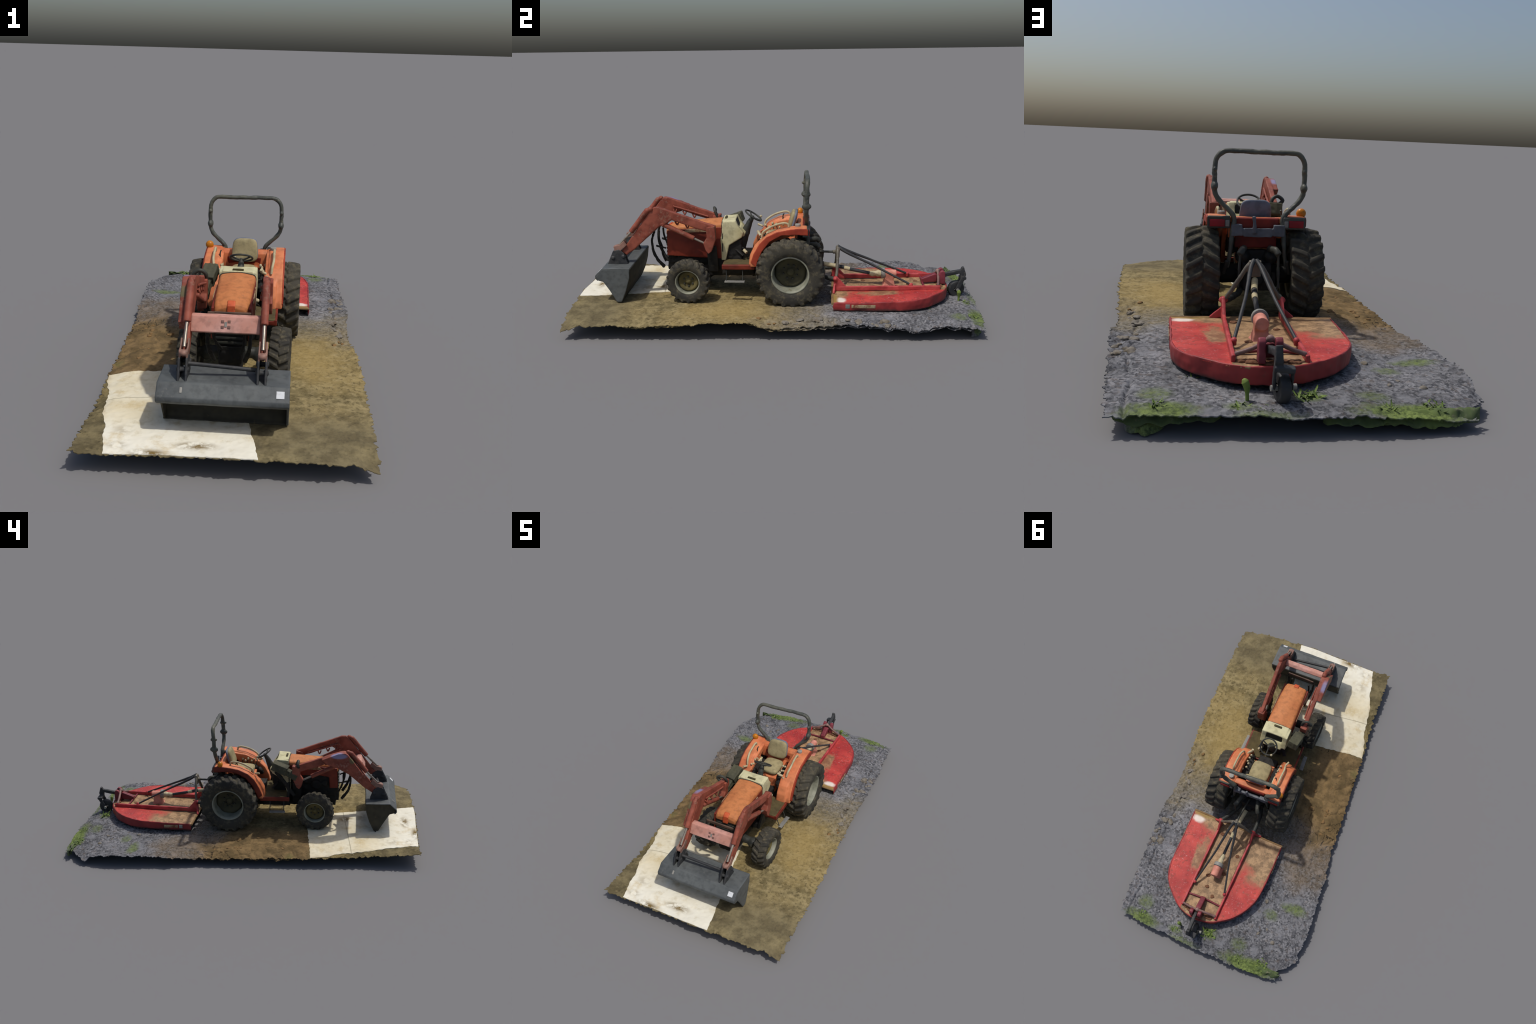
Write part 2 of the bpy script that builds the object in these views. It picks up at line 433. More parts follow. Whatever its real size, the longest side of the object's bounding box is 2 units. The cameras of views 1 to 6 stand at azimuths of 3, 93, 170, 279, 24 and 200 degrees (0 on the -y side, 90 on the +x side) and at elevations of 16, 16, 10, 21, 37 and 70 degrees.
# ================================================================== GROUND
LEFT = [(-.99, -.441), (-.63, -.450), (-.34, -.470), (.14, -.490), (.4, -.516), (.7, -.532), (.84, -.524), (.89, -.492), (.93, -.452), (1.0, -.445)]
RIGHT = [(-.97, .532), (-.69, .532), (-.37, .527), (-.1, .512), (.12, .497), (.36, .512), (.6, .503), (.8, .494), (1.0, .484)]
FRONT = [(0, -.989), (.3, -.99), (.5, -.994), (.75, -.985), (1, -.967)]
BACK = [(0, .985), (.25, .993), (.5, .988), (.8, .968), (1, .950)]
EDGE_L = [(-1, .0), (-.8, .010), (-.65, .016), (-.45, .018), (-.14, .018), (.2, .012), (.4, -.004), (.55, -.013), (.72, -.015), (.79, -.002), (.84, .022), (.9, .010), (1, .012)]
EDGE_R = [(-1, .022), (-.85, .004), (-.7, .0), (-.62, .012), (-.5, .0), (-.12, -.012), (0, .02), (.12, .012), (.26, .0), (.36, -.01), (.55, .008), (.65, .022), (.75, .0), (.93, .01)]
def gheight(x, y, u, v):
    xl = curve1(LEFT, y); xr = curve1(RIGHT, y)
    dl = max(0, x - xl); dr = max(0, xr - x)
    db = max(0, curve1(BACK, u) - y); df = max(0, y - curve1(FRONT, u))
    h = .0705 - .007 * y
    h -= curve1(EDGE_L, y) * math.exp(-(dl / .055) ** 1.6)
    h -= curve1(EDGE_R, y) * math.exp(-(dr / .045) ** 1.6)
    h -= (.011 + .012 * noise.noise(Vector((u * 9, 3.1, 0)))) * math.exp(-(db / .035) ** 1.5)
    h += (-.012 * sst(.75, 1, u) - .006 * sst(.3, .1, u) + .006 * math.exp(-((u - .52) / .15) ** 2) + .008 * math.exp(-(u / .06) ** 2)) * math.exp(-(df / .05) ** 1.5)
    h -= .004 * sst(-.15, -.36, x) * sst(-.8, -.5, y) * sst(.1, -.2, y)
    h -= .015 * sst(-.12, -.36, x) * sst(-.35, .3, y)       # the ground falls away to the back left
    h += .005 * sst(.1, .38, x) * sst(-.85, -.5, y)
    p = Vector((x, y, 0))
    edge = math.exp(-min(dl, dr) / .06)
    back = sst(.05, .3, y)
    h += .0022 * noise.fractal(p * 9, 1, 2, 4)
    h += (.0012 + .0012 * back) * noise.fractal(p * 55, 1, 2, 3)
    rough = sst(-.24, -.34, x) * sst(-.42, -.3, y) * sst(.35, .15, y) + sst(.36, .44, x) * sst(-.2, -.05, y) * sst(.8, .6, y)
    h += .006 * rough * noise.noise(p * 28) - .006 * rough * max(0, 1 - abs(noise.noise(p * 13 + Vector((3, 9, 1)))) * 9)
    gr = abs(x - (.445 + .02 * noise.noise(Vector((y * 7, 1.5, 0))))) / .006
    if y > -.1 and noise.noise(Vector((y * 9, 8, 2))) > -.15: h -= .010 * math.exp(-gr * gr)
    h += .008 * edge * noise.noise(Vector((x * 12, y * 26, 4)))
    return max(.0015, h)
def ground_point(u, v):
    y = curve1(FRONT, u) * (1 - v) + curve1(BACK, u) * v
    xl, xr = curve1(LEFT, y), curve1(RIGHT, y)
    x = xl * (1 - u) + xr * u
    eu = min(u, 1 - u) * 1.0; ev = min(v, 1 - v) * 2.0
    k = .013 * (noise.noise(Vector((x * 30, y * 44, 2))) + .9 * noise.noise(Vector((x * 90, y * 130, 7))))
    if eu < .03: x += k * (1 - eu / .03)
    if ev < .03: y += k * .8 * (1 - ev / .03)
    # eaten-away back left corner
    return x, y, gheight(x, y, u, v)
def sheet(nu, nv, fn, thick):
    """closed thin sheet with an upper and a lower skin"""
    top = [fn(i / nu, j / nv) for j in range(nv + 1) for i in range(nu + 1)]
    N = len(top); W = nu + 1
    vs = [tuple(p) for p in top] + [(p[0], p[1], max(0.0, p[2] - thick)) for p in top]
    fs = []
    for j in range(nv):
        for i in range(nu):
            a = j * W + i
            fs.append((a, a + 1, a + W + 1, a + W)); fs.append((N + a, N + a + W, N + a + W + 1, N + a + 1))
    for i in range(nu):
        a = i; b = nv * W + i
        fs.append((a, N + a, N + a + 1, a + 1)); fs.append((b, b + 1, N + b + 1, N + b))
    for j in range(nv):
        a = j * W; b = a + nu
        fs.append((a, a + W, N + a + W, N + a)); fs.append((b, N + b, N + b + W, b + W))
    me = bpy.data.meshes.new("sheet"); me.from_pydata(vs, [], fs); me.update()
    me.polygons.foreach_set("use_smooth", [True] * len(me.polygons))
    me.set_sharp_from_angle(angle=math.radians(60))
    return me
ground = new_obj("ground_patch", sheet(230, 430, ground_point, .003), M_GROUND)
ground["label"] = "ragged sheet of soil, gravel and weeds under a tractor"
ground["category"] = "ground"

SLAB_N = [(-.99, -.335), (-.86, -.362), (-.70, -.405), (-.62, -.415), (-.42, -.462), (-.35, -.47)]
def slab_point(u, v):
    yb = -.352 - .06 * (1 - u)
    uu = .1 + .5 * u
    yf = curve1(FRONT, uu) + .003
    y = yf * (1 - v) + yb * v
    xn = curve1(SLAB_N, y); xp = .153 - (y + .983) * .2
    x = xn * (1 - u) + xp * u
    e = min(u, 1 - u)
    if e < .02: x += .006 * noise.noise(Vector((x * 20, y * 40, 5)))
    if v > .98: y += .006 * noise.noise(Vector((x * 40, y * 20, 9)))
    xl, xr = curve1(LEFT, y), curve1(RIGHT, y)
    gu = (x - xl) / (xr - xl)
    return x, y, gheight(x, y, gu, 0) + .0022
slab = new_obj("concrete_slab", sheet(110, 130, slab_point, .004), M_SLAB, ground)

def G(x, y):
    xl, xr = curve1(LEFT, y), curve1(RIGHT, y)
    return gheight(x, y, (x - xl) / (xr - xl), 0)

# weeds and mossy flaps ------------------------------------------------
def leaf_mesh(L, W, curl, seed):
    rnd = random.Random(seed); vs = []; fs = []; n = 9
    for i in range(n):
        t = i / (n - 1); w = W * math.sin(math.pi * min(1, .12 + .88 * t) ** .8) + .0006
        y = L * t * math.cos(curl * t * .8); z = L * (math.sin(curl * t) * .7)
        for s in (-1, -.5, 0, .5, 1):
            vs.append((s * w, y, z + abs(s) * w * .35 + .001 * rnd.uniform(-1, 1)))
    for i in range(n - 1):
        for k in range(4):
            a = i * 5 + k; fs.append((a, a + 1, a + 6, a + 5))
    me = bpy.data.meshes.new("leaf"); me.from_pydata(vs, [], fs)
    me.polygons.foreach_set("use_smooth", [True] * len(fs)); me.materials.append(M_LEAF)
    return me
leaves = [leaf_mesh(.045, .005, 1.0, 1), leaf_mesh(.035, .007, .6, 2), leaf_mesh(.055, .004, 1.4, 3)]
rl = random.Random(11)
def clump(cx, cy, n, spread, s0, s1):
    for i in range(n):
        a = rl.uniform(0, 2 * math.pi); r = spread * rl.random() ** .7
        x, y = cx + r * math.cos(a), cy + r * math.sin(a)
        ob = new_obj("weed_leaf", rl.choice(leaves), None, ground)
        ob.location = (x, y, G(x, y) - .001)
        ob.rotation_euler = (rl.uniform(-.2, .3), rl.uniform(-.3, .3), rl.uniform(0, 6.28))
        k = rl.uniform(s0, s1); ob.scale = (k, k, k * rl.uniform(.5, 1))
clump(-.028, .884, 26, .035, .4, .85)
clump(.16, .93, 10, .025, .3, .6)
clump(-.35, .93, 30, .03, .3, .6)
clump(-.22, .95, 16, .02, .25, .5)
clump(.36, .92, 20, .02, .25, .5)
clump(.27, .735, 3, .012, .3, .5)
clump(.1, .95, 6, .02, .25, .45)
# broad curled flaps along the back edge
def flap(x0, x1, y, z, depth, drop, seed, mat, name):
    def f(u, v):
        x = x0 + (x1 - x0) * u
        rag = .012 * noise.noise(Vector((x * 40, seed, 0))) + .008 * noise.noise(Vector((x * 110, seed, 3)))
        yy = y + (depth + rag) * v + .006 * noise.noise(Vector((x * 25, seed + 5, v * 2)))
        zz = z - drop * v * v + .010 * noise.noise(Vector((x * 35, v * 1.5, seed)))
        e = math.sin(math.pi * min(1, max(0, u))) ** .4
        return x, min(.998, y + (yy - y) * e), max(.001, zz)
    return new_obj(name, sheet(60, 8, f, .0015), mat, ground)
flap(-.47, -.18, .945, .050, .045, .028, 1.0, M_FLAP, "mossy_flap")
flap(-.33, -.05, .950, .045, .035, .02, 2.0, M_FLAP, "mossy_flap")
flap(.20, .47, .905, .050, .045, .022, 3.0, M_FLAP, "mossy_flap")
def side_flap(y0, y1, x, inward, outward, below, drop, seed, name="loose_soil_flap"):
    sg = 1 if x > 0 else -1
    def f(u, v):
        y = y0 + (y1 - y0) * u
        rag = .012 * noise.noise(Vector((y * 30, seed, 0))) + .009 * noise.noise(Vector((y * 90, seed, 3)))
        e = math.sin(math.pi * u) ** .35
        xx = x - sg * inward + sg * (inward + (outward + rag) * e) * v
        xe = min(max(xx, curve1(LEFT, y) + .012), curve1(RIGHT, y) - .012)
        z = G(xe, y) - below - drop * v * v + .009 * v * noise.noise(Vector((y * 28, v * 1.2, seed)))
        return xx, y, max(.001, z)
    return new_obj(name, sheet(70, 10, f, .0016), M_GROUND, ground)
side_flap(-.12, .20, .492, .06, .010, .004, .006, 4.1)
side_flap(.02, .42, .494, .05, .006, .006, .008, 5.2)
side_flap(.30, .72, .488, .06, .012, .004, .008, 6.3)
side_flap(.55, .90, .480, .05, .008, .005, .006, 7.4)
side_flap(-.70, -.42, .518, .03, .004, .003, .006, 8.1)
side_flap(-.30, .05, -.470, .04, .004, .004, .004, 9.2)
side_flap(.05, .40, -.485, .04, .002, .004, .004, 10.2)
flap(-.46, -.30, .935, .046, .05, .022, 12.0, M_FLAP, "mossy_flap")
flap(.34, .44, .90, .040, .05, .038, 13.0, M_GROUND, "loose_soil_flap")
# sprout behind the cutter
sp = Piece()
sp.tube([(.137, .90, .064), (.138, .90, .082), (.139, .899, .098), (.144, .898, .112), (.149, .897, .119)], [.005, .005, .009, .010, .004], 12)
sp.make("seedling_sprout", M_LEAF, ground)
# clods along the two long sides
rc = random.Random(5)
for i in range(34):
    if i < 20: x, y, r = rc.uniform(.43, .495), rc.uniform(-.1, .55), rc.uniform(.006, .016)
    elif i < 30: x, y, r = rc.uniform(-.45, -.27), rc.uniform(-.32, .15), rc.uniform(.004, .011)
    else: x, y, r = rc.uniform(-.4, -.2), rc.uniform(.55, .85), rc.uniform(.004, .01)
    pc = Piece(); pc.ball((0, 0, 0), r, rc.uniform(.8, 1.6), rc.uniform(.8, 1.6), .55, 3)
    ob = pc.make("soil_clod", M_STONE if (i < 20 and y > .05) or i >= 30 else M_CLOD, ground, lump=r * .6, lscale=60, seed=i)
    ob.location = (x, y, G(x, y)); ob.rotation_euler = (0, 0, rc.uniform(0, 6))

# ================================================================== TRACTOR
tractor = empty("tractor", (CX, -.15, .065))
tractor["label"] = "weathered orange compact tractor with front loader bucket"
tractor["category"] = "tractor"
def S(side, off):            # mirrored x position
    return CX + side * off

# ---- hood -----------------------------------------------------------
def hood_section(y, hw_top, hw_bot, ztop, zside, zbot, crown):
    """rounded box section in x, z"""
    pts = []
    pts += [(CX - hw_bot, y, zbot), (CX - (hw_bot + (hw_top - hw_bot) * .6), y, zside - .01)]
    r = .018
    for k in range(7):
        a = math.pi - math.pi / 2 * k / 6
        pts.append((CX - hw_top + r + r * math.cos(a), y, ztop - r + r * math.sin(a)))
    for k in range(1, 8):
        t = k / 8
        pts.append((CX - hw_top + r + (2 * hw_top - 2 * r) * t, y, ztop + crown * math.sin(math.pi * t)))
    for k in range(7):
        a = math.pi / 2 - math.pi / 2 * k / 6
        pts.append((CX + hw_top - r + r * math.cos(a), y, ztop - r + r * math.sin(a)))
    pts += [(CX + (hw_bot + (hw_top - hw_bot) * .6), y, zside - .01), (CX + hw_bot, y, zbot)]
    return pts
hood = Piece()
hood.loft([hood_section(-.547, .052, .054, .404, .395, .382, .005),
           hood_section(-.540, .060, .063, .415, .40, .382, .006),
           hood_section(-.52, .064, .067, .423, .40, .384, .006),
           hood_section(-.45, .067, .069, .432, .405, .388, .007),
           hood_section(-.36, .070, .071, .440, .41, .392, .007),
           hood_section(-.265, .072, .073, .446, .415, .396, .007)])
hood.make("hood", M_HOOD, tractor, melt=.003, smooth=3, lump=.0008, lscale=16)
em = Piece(); em.prism([(-.556, .378), (-.550, .418), (-.528, .432), (-.52, .425), (-.53, .378)], CX - .014, CX + .014)
em.make("hood_emblem", worn("bright_orange_badge", C(206, 96, 56), C(196, 88, 50), C(150, 70, 50), .5), tractor, melt=.0025, smooth=3)
# side panels
sp = Piece(); sp.prism([(-.545, .278), (-.27, .262), (-.262, .30), (-.262, .425), (-.40, .42), (-.54, .405)], CX + .062, CX + .0735)
sp.make("hood_side_panel", M_SIDE, tractor, melt=.003, smooth=4, lump=.0012, lscale=14)
sp = Piece(); sp.prism([(-.545, .285), (-.497, .285), (-.495, .352), (-.44, .362), (-.265, .362), (-.262, .425), (-.40, .42), (-.54, .405)], CX - .0735, CX - .062)
sp.make("hood_side_panel", M_SIDE, tractor, melt=.003, smooth=4, lump=.0012, lscale=14, seed=3)
for s in (1, -1):
    d = Piece(); d.prism([(-.46, .398), (-.33, .402), (-.33, .418), (-.44, .414)], S(s, .0735), S(s, .0775))
    d.make("hood_stripe_decal", M_DECAL, tractor, bevel=.0006)
# grille and radiator
g = Piece(); g.box(CX - .056, CX + .056, -.545, -.50, .262, .392)
g.make("radiator_grille", M_BLACK, tractor, melt=.004, smooth=2, lump=.0015, lscale=50)
for k in range(6):
    b = Piece(); b.box(CX - .054, CX + .054, -.5495, -.545, .272 + k * .018, .280 + k * .018)
    b.make("grille_bar", M_STEEL, tractor, bevel=.0008)
# engine, frame and transmission
e = Piece()
e.box(CX - .052, CX + .05, -.53, -.26, .235, .385)
e.box(CX - .03, CX + .062, -.30, -.17, .19, .36)
e.box(CX - .045, CX + .045, -.53, -.10, .165, .255)
e.tube([(CX - .045, -.42, .30), (CX - .062, -.42, .30)], .028, smooth=False)
e.tube([(CX - .045, -.47, .31), (CX - .060, -.47, .31)], .018, smooth=False)
e.tube([(CX - .045, -.36, .33), (CX - .062, -.36, .31)], .016, smooth=False)
e.box(CX - .064, CX - .04, -.345, -.31, .28, .34)
e.box(CX - .042, CX + .042, -.548, -.50, .195, .262)
e.make("engine_block", M_BLACK, tractor, melt=.004, smooth=2, lump=.003, lscale=45)
t = Piece()
t.box(CX - .055, CX + .055, -.12, .09, .165, .29); t.box(CX - .04, CX + .04, -.30, -.1, .17, .25)
t.tube([(CX - .15, .074, .226), (CX + .15, .074, .226)], .036, smooth=False)
t.box(CX - .045, CX + .045, .08, .125, .18, .32); t.box(CX - .05, CX + .05, .09, .175, .185, .275)
t.ball((CX + .05, .14, .30), .026); t.ball((CX - .05, .14, .30), .026); t.box(CX - .07, CX + .07, .10, .15, .195, .245)
t.box(CX - .105, CX + .09, -.27, -.11, .185, .236)
t.tube([(CX, .15, .225), (CX, .195, .225)], .02, smooth=False)
t.make("transmission_case", M_BLACK, tractor, melt=.005, smooth=2, lump=.003, lscale=40, seed=4)
a = Piece()
a.tube([(CX - .15, -.424, .178), (CX, -.424, .19), (CX + .15, -.424, .178)], [.02, .024, .02])
a.box(CX - .03, CX + .03, -.50, -.35, .185, .24); a.ball((CX + .1, -.424, .18), .03); a.ball((CX - .1, -.424, .18), .03)
a.make("front_axle", M_STEEL, tractor, melt=.004, smooth=2, lump=.002, lscale=40)

# ---- front guard and hoses --------------------------------------------
gd = Piece()
gd.bar((CX - .078, -.603, .406), (CX + .078, -.606, .409), .008, .017)
gd.make("grille_guard", worn("rusty_brown_guard", C(104, 82, 68), C(84, 68, 58), C(64, 54, 48), .7), tractor, melt=.0025, smooth=1)
for s in (1, -1):
    p = Piece()
    p.tube([(S(s, .076), -.602, .405), (S(s, .077), -.616, .36), (S(s, .075), -.612, .30), (S(s, .068), -.594, .255), (S(s, .055), -.565, .215)], [.006, .006, .007, .008, .009])
    p.tube([(S(s, .074), -.598, .33), (S(s, .066), -.55, .315)], .005)
    p.make("guard_upright", M_BLACK, tractor, melt=.003, smooth=1, lump=.002, lscale=60)
h = Piece()
h.tube([(CX - .055, -.585, .39), (CX - .06, -.583, .35), (CX - .06, -.57, .31), (CX - .05, -.56, .28), (CX - .03, -.55, .25)], .005)
h.tube([(CX + .045, -.585, .40), (CX + .05, -.586, .36), (CX + .052, -.573, .32), (CX + .05, -.572, .28), (CX + .04, -.56, .24)], .005)
h.make("hydraulic_hose", M_BLACK, tractor)

# ---- cowl --------------------------------------------------------------
c = Piece()
prof = [(-.262, .452), (-.198, .457), (-.186, .43), (-.160, .395), (-.168, .372), (-.232, .332), (-.250, .255), (-.272, .255), (-.276, .36)]
for s in (1, -1):
    c.prism(prof, S(s, .048), S(s, .0745))
c.prism([(-.264, .456), (-.198, .458), (-.20, .436), (-.264, .43)], CX - .060, CX + .060)
c.prism([(-.264, .45), (-.215, .44), (-.19, .38), (-.264, .34)], CX - .06, CX + .06)
c.prism([(-.20, .412), (-.178, .414), (-.150, .388), (-.158, .372), (-.20, .37)], CX - .052, CX + .052)
c.make("dash_cowl", M_CREAM, tractor, melt=.003, smooth=4, lump=.001, lscale=18)
d = Piece(); d.prism([(-.206, .447), (-.199, .452), (-.186, .416), (-.196, .412)], CX - .050, CX + .050)
d.make("dash_recess_plate", M_BLACK, tractor, melt=.003, smooth=2)  # black plate standing in for the dark hollow in the dash
v = Piece(); v.box(CX - .022, CX + .022, -.255, -.245, .452, .4625)
v.make("cowl_vent", worn("vent_olive", C(84, 78, 44), C(70, 64, 38), C(60, 56, 34), .8), tractor, bevel=.001)
seam = Piece(); seam.loft([hood_section(-.268, .0735, .075, .4475, .415, .30, .007), hood_section(-.262, .0735, .075, .4478, .415, .30, .007)])
seam.make("hood_seal", M_STEEL, tractor)

# ---- steering ------------------------------------------------------------
sc = Vector((.025, -.114, .468)); tilt = math.radians(-33)
def tl(p):
    q = Matrix.Rotation(tilt, 3, 'X') @ Vector(p); return sc + q
w = Piece()
w.tube([tl((.046 * math.cos(k * math.pi / 10), .046 * math.sin(k * math.pi / 10), 0)) for k in range(20)], .0042, 10, 3, closed=True)
for an in (90, 210, 330):
    w.tube([tl((0, 0, -.010)), tl((.02 * math.cos(math.radians(an)), .02 * math.sin(math.radians(an)), -.007)), tl((.045 * math.cos(math.radians(an)), .045 * math.sin(math.radians(an)), 0))], [.005, .0038, .0035], 8, 4)
w.ball(tl((0, 0, -.008)), .009, 1, 1, .8)
w.make("steering_wheel", M_STEEL, tractor)
k = Piece(); k.ball(tl((-.03, .036, .010)), .0065); k.make("spinner_knob", M_IVORY, tractor)
p = Piece(); p.tube([tl((0, 0, -.01)), tl((0, .004, -.05)), (.024, -.16, .37), (.024, -.19, .30)], [.010, .016, .024, .034])
p.make("steering_column", M_STEEL, tractor, melt=.003, smooth=2, lump=.002, lscale=40)
p = Piece()
p.box(CX - .045, CX + .045, -.245, -.17, .255, .36)
p.bar((.08, -.20, .31), (.10, -.16, .28), .02, .006); p.bar((-.03, -.20, .31), (-.05, -.165, .28), .02, .006)
p.tube([(.075, -.19, .33), (.08, -.15, .30), (.09, -.14, .27)], .005)
p.make("pedal_box", M_BLACK, tractor, melt=.003, smooth=1, lump=.002, lscale=50)
p = Piece(); p.tube([(.085, -.16, .305), (.1, -.145, .295)], .008); p.make("foot_pedal", M_IVORY, tractor)

# ---- floor ----------------------------------------------------------------
f = Piece(); f.box(CX - .148, CX + .155, -.258, -.11, .248, .257); f.make("floor_mat", M_FLOOR, tractor, melt=.003, smooth=1, lump=.0015, lscale=40)
f = Piece()
f.box(CX - .152, CX + .160, -.262, -.10, .234, .252)
f.box(CX + .150, CX + .161, -.262, -.10, .232, .2575); f.box(CX - .156, CX - .146, -.272, -.10, .232, .2575)
f.make("floor_pan", M_SIDE, tractor, melt=.003, smooth=2, lump=.0008, lscale=20)
for s, yo in ((1, 0), (-1, -.03)):
    q = Piece(); q.bar((S(s, .178), -.247, .178), (S(s, .183), -.149 + yo * .3, .179), .022, .006)
    q.make("side_step", M_LGREY, tractor, bevel=.001)
    q = Piece()
    q.tube([(S(s, .150), -.24, .236), (S(s, .172), -.24, .179)], .0022); q.tube([(S(s, .150), -.16, .236), (S(s, .172), -.16, .179)], .0022)
    q.make("step_hanger", M_STEEL, tractor)

# ---- fenders -----------------------------------------------------------------
def SF(side, off):            # the left fender sits closer in
    return S(side, off) + (.010 if side < 0 else 0)
OUT = [(-.122, .250), (-.119, .275), (-.104, .318), (-.075, .370), (-.040, .404), (.010, .428), (.06, .439), (.10, .444), (.150, .446), (.158, .438)]
INN = [(.158, .408), (.10, .412), (.03, .408), (-.024, .378), (-.062, .33), (-.086, .275), (-.092, .250)]
for s in (1, -1):
    p = Piece()
    p.prism(OUT + INN, SF(s, .112), SF(s, .177))
    # inner wall down to the floor
    p.prism([(-.112, .25), (-.098, .315), (-.07, .362), (-.036, .396), (.01, .420), (.1, .436), (.140, .440), (.130, .415), (.06, .385), (.0, .25)], SF(s, .098), SF(s, .118))
    # soft front bulge
    p.prism([(-.132, .250), (-.124, .30), (-.102, .345), (-.06, .385), (-.03, .37), (-.06, .30), (-.08, .250)], SF(s, .095), SF(s, .150))
    p.make("fender", M_FENDER, tractor, melt=.003, smooth=14, lump=.0012, lscale=14, seed=s)
    # darker red outer lip
    l = Piece()
    o2 = [(y, z - .001) for y, z in OUT[1:]]
    i2 = [(y, z + .001) for y, z in INN]
    l.prism(o2 + i2, SF(s, .1745), SF(s, .181))
    l.make("fender_lip", M_SIDE if s < 0 else worn("lip_red_paint", C(172, 70, 46), C(150, 56, 38), C(140, 80, 58), .55), tractor, melt=.0028, smooth=3, lump=.001, lscale=20)
    # tail lamp
    b = Piece(); b.box(SF(s, .098), SF(s, .178), .132, .162, .400, .443)
    b.make("tail_lamp_housing", M_STEEL if s > 0 else M_ROPS, tractor, melt=.003, smooth=3)
    b = Piece(); b.box(SF(s, .118), SF(s, .170), .158, .166, .407, .432); b.make("tail_lamp_lens", M_REDLENS, tractor, bevel=.002)
    b = Piece(); b.box(SF(s, .102), SF(s, .116), .158, .165, .408, .430); b.make("reverse_lamp_lens", M_LGREY, tractor, bevel=.002)
    # grab handle
    hx = SF(s, .134)
    h = Piece(); h.tube([(hx - s * .008, -.066, .388), (hx - s * .005, -.058, .414), (hx, -.03, .436), (hx, .005, .452), (hx, .04, .460), (hx, .060, .456), (hx, .066, .442)], [.005, .0055, .0055, .0055, .0055, .0055, .005], 12)
    h.make("grab_handle", M_IVORY, tractor)
b = Piece(); b.tube([(.15, .109, .44), (.15, .109, .4555)], .014, 20, smooth=False); b.make("fuel_cap", M_LGREY, tractor, melt=.0025, smooth=2)
b = Piece(); b.ball((-.134, .118, .455), .0185, 1, .85, 1); b.tube([(-.134, .118, .44), (-.134, .118, .45)], .009); b.make("amber_flasher", M_AMBER, tractor, melt=.0025, smooth=3, lump=.001)
# highlight on the fender nose as a bright strip, left unbuilt
b = Piece(); b.box(.142, .172, -.0985, -.094, .326, .334)
# ---- deck behind the seat ------------------------------------------------------
p = Piece()
p.prism([(.092, .36), (.098, .425), (.108, .438), (.134, .438), (.136, .418), (.110, .405), (.100, .36)], CX - .10, CX + .10)
p.prism([(-.06, .25), (-.06, .345), (.105, .372), (.105, .34), (.06, .25)], CX - .058, CX + .058)
p.make("seat_deck", M_FENDER, tractor, melt=.003, smooth=5, lump=.0012, lscale=16)
p = Piece(); p.box(CX - .075, CX + .075, .094, .106, .325, .41); p.prism([(.133, .400), (.141, .400), (.142, .434), (.135, .4385)], CX - .076, CX + .076); p.make("rear_panel", worn("deep_red_panel", C(140, 44, 30), C(118, 34, 26), C(90, 40, 32), .55), tractor, melt=.003, smooth=2)

# ---- seat -----------------------------------------------------------------------
def pad(name, mat, cx, cy, cz, hx, hy, hz, rot, taper=0.0, n=3.2):
    """superellipsoid cushion"""
    b = Piece(); R = Matrix.Rotation(rot, 3, 'X')
    rings = []
    def sp_(c_, e): return math.copysign(abs(c_) ** e, c_)
    for i in range(1, 16):
        ph = -math.pi / 2 + math.pi * i / 16; ring = []
        for j in range(40):
            th = 2 * math.pi * j / 40
            x = sp_(math.cos(ph), 2 / n) * sp_(math.cos(th), 2 / 4.0) * hx
            y = sp_(math.cos(ph), 2 / n) * sp_(math.sin(th), 2 / 4.0) * hy
            z = sp_(math.sin(ph), 2 / n) * hz
            x *= 1 - taper * (y / hy)
            ring.append(Vector((cx, cy, cz)) + R @ Vector((x, y, z)))
        rings.append(ring)
    b.loft(rings)
    return b.make(name, mat, tractor, lump=.001, lscale=25)
pad("seat_cushion", M_SEAT, .027, .006, .372, .055, .060, .018, math.radians(4))
pad("seat_backrest", M_SEAT, .0265, .078, .447, .056, .052, .013, math.radians(74), taper=.07)
pad("seat_shell", M_SEATBACK, .0265, .089, .447, .057, .053, .010, math.radians(74), taper=.07)
# levers and consoles beside the seat
rv = random.Random(3)
for s in (1, -1):
    p = Piece(); p.box(S(s, .06), S(s, .10), -.05, .06, .30, .365)
    p.ball((S(s, .085), -.07, .33), .02); p.tube([(S(s, .08), -.05, .35), (S(s, .09), -.09, .31)], .012)
    p.make("lever_console", M_BLACK, tractor, melt=.0035, smooth=1, lump=.003, lscale=60)
    for i in range(6):
        yb = -.05 + i * .018; xb = S(s, .083 + rv.uniform(-.01, .01))
        hgt = rv.uniform(.015, .04)
        p = Piece(); p.tube([(xb, yb, .36), (xb + s * .004, yb - .008, .365 + hgt)], .0022)
        p.make("control_lever", M_STEEL, tractor)
        p = Piece(); p.ball((xb + s * .004, yb - .009, .368 + hgt), .0062, 1, 1, 1.2); p.make("lever_knob", M_IVORY, tractor)
p = Piece(); p.box(-.072, -.055, .0, .06, .362, .372); p.make("cream_console_cover", M_CREAM, tractor, bevel=.002)
p = Piece(); p.tube([(.126, -.072, .39), (.112, -.082, .40), (.108, -.088, .412)], [.006, .007, .006]); p.make("throttle_lever", M_IVORY, tractor)
p = Piece(); p.tube([(-.09, -.075, .385), (-.102, -.10, .392)], .0055); p.make("throttle_lever", M_IVORY, tractor)
p = Piece(); p.ball((.131, -.070, .375), .006); p.make("lever_knob", M_IVORY, tractor)
p = Piece(); p.tube([(-.075, .03, .40), (-.078, .03, .44), (-.074, .036, .455)], .003); p.make("control_lever", M_STEEL, tractor)

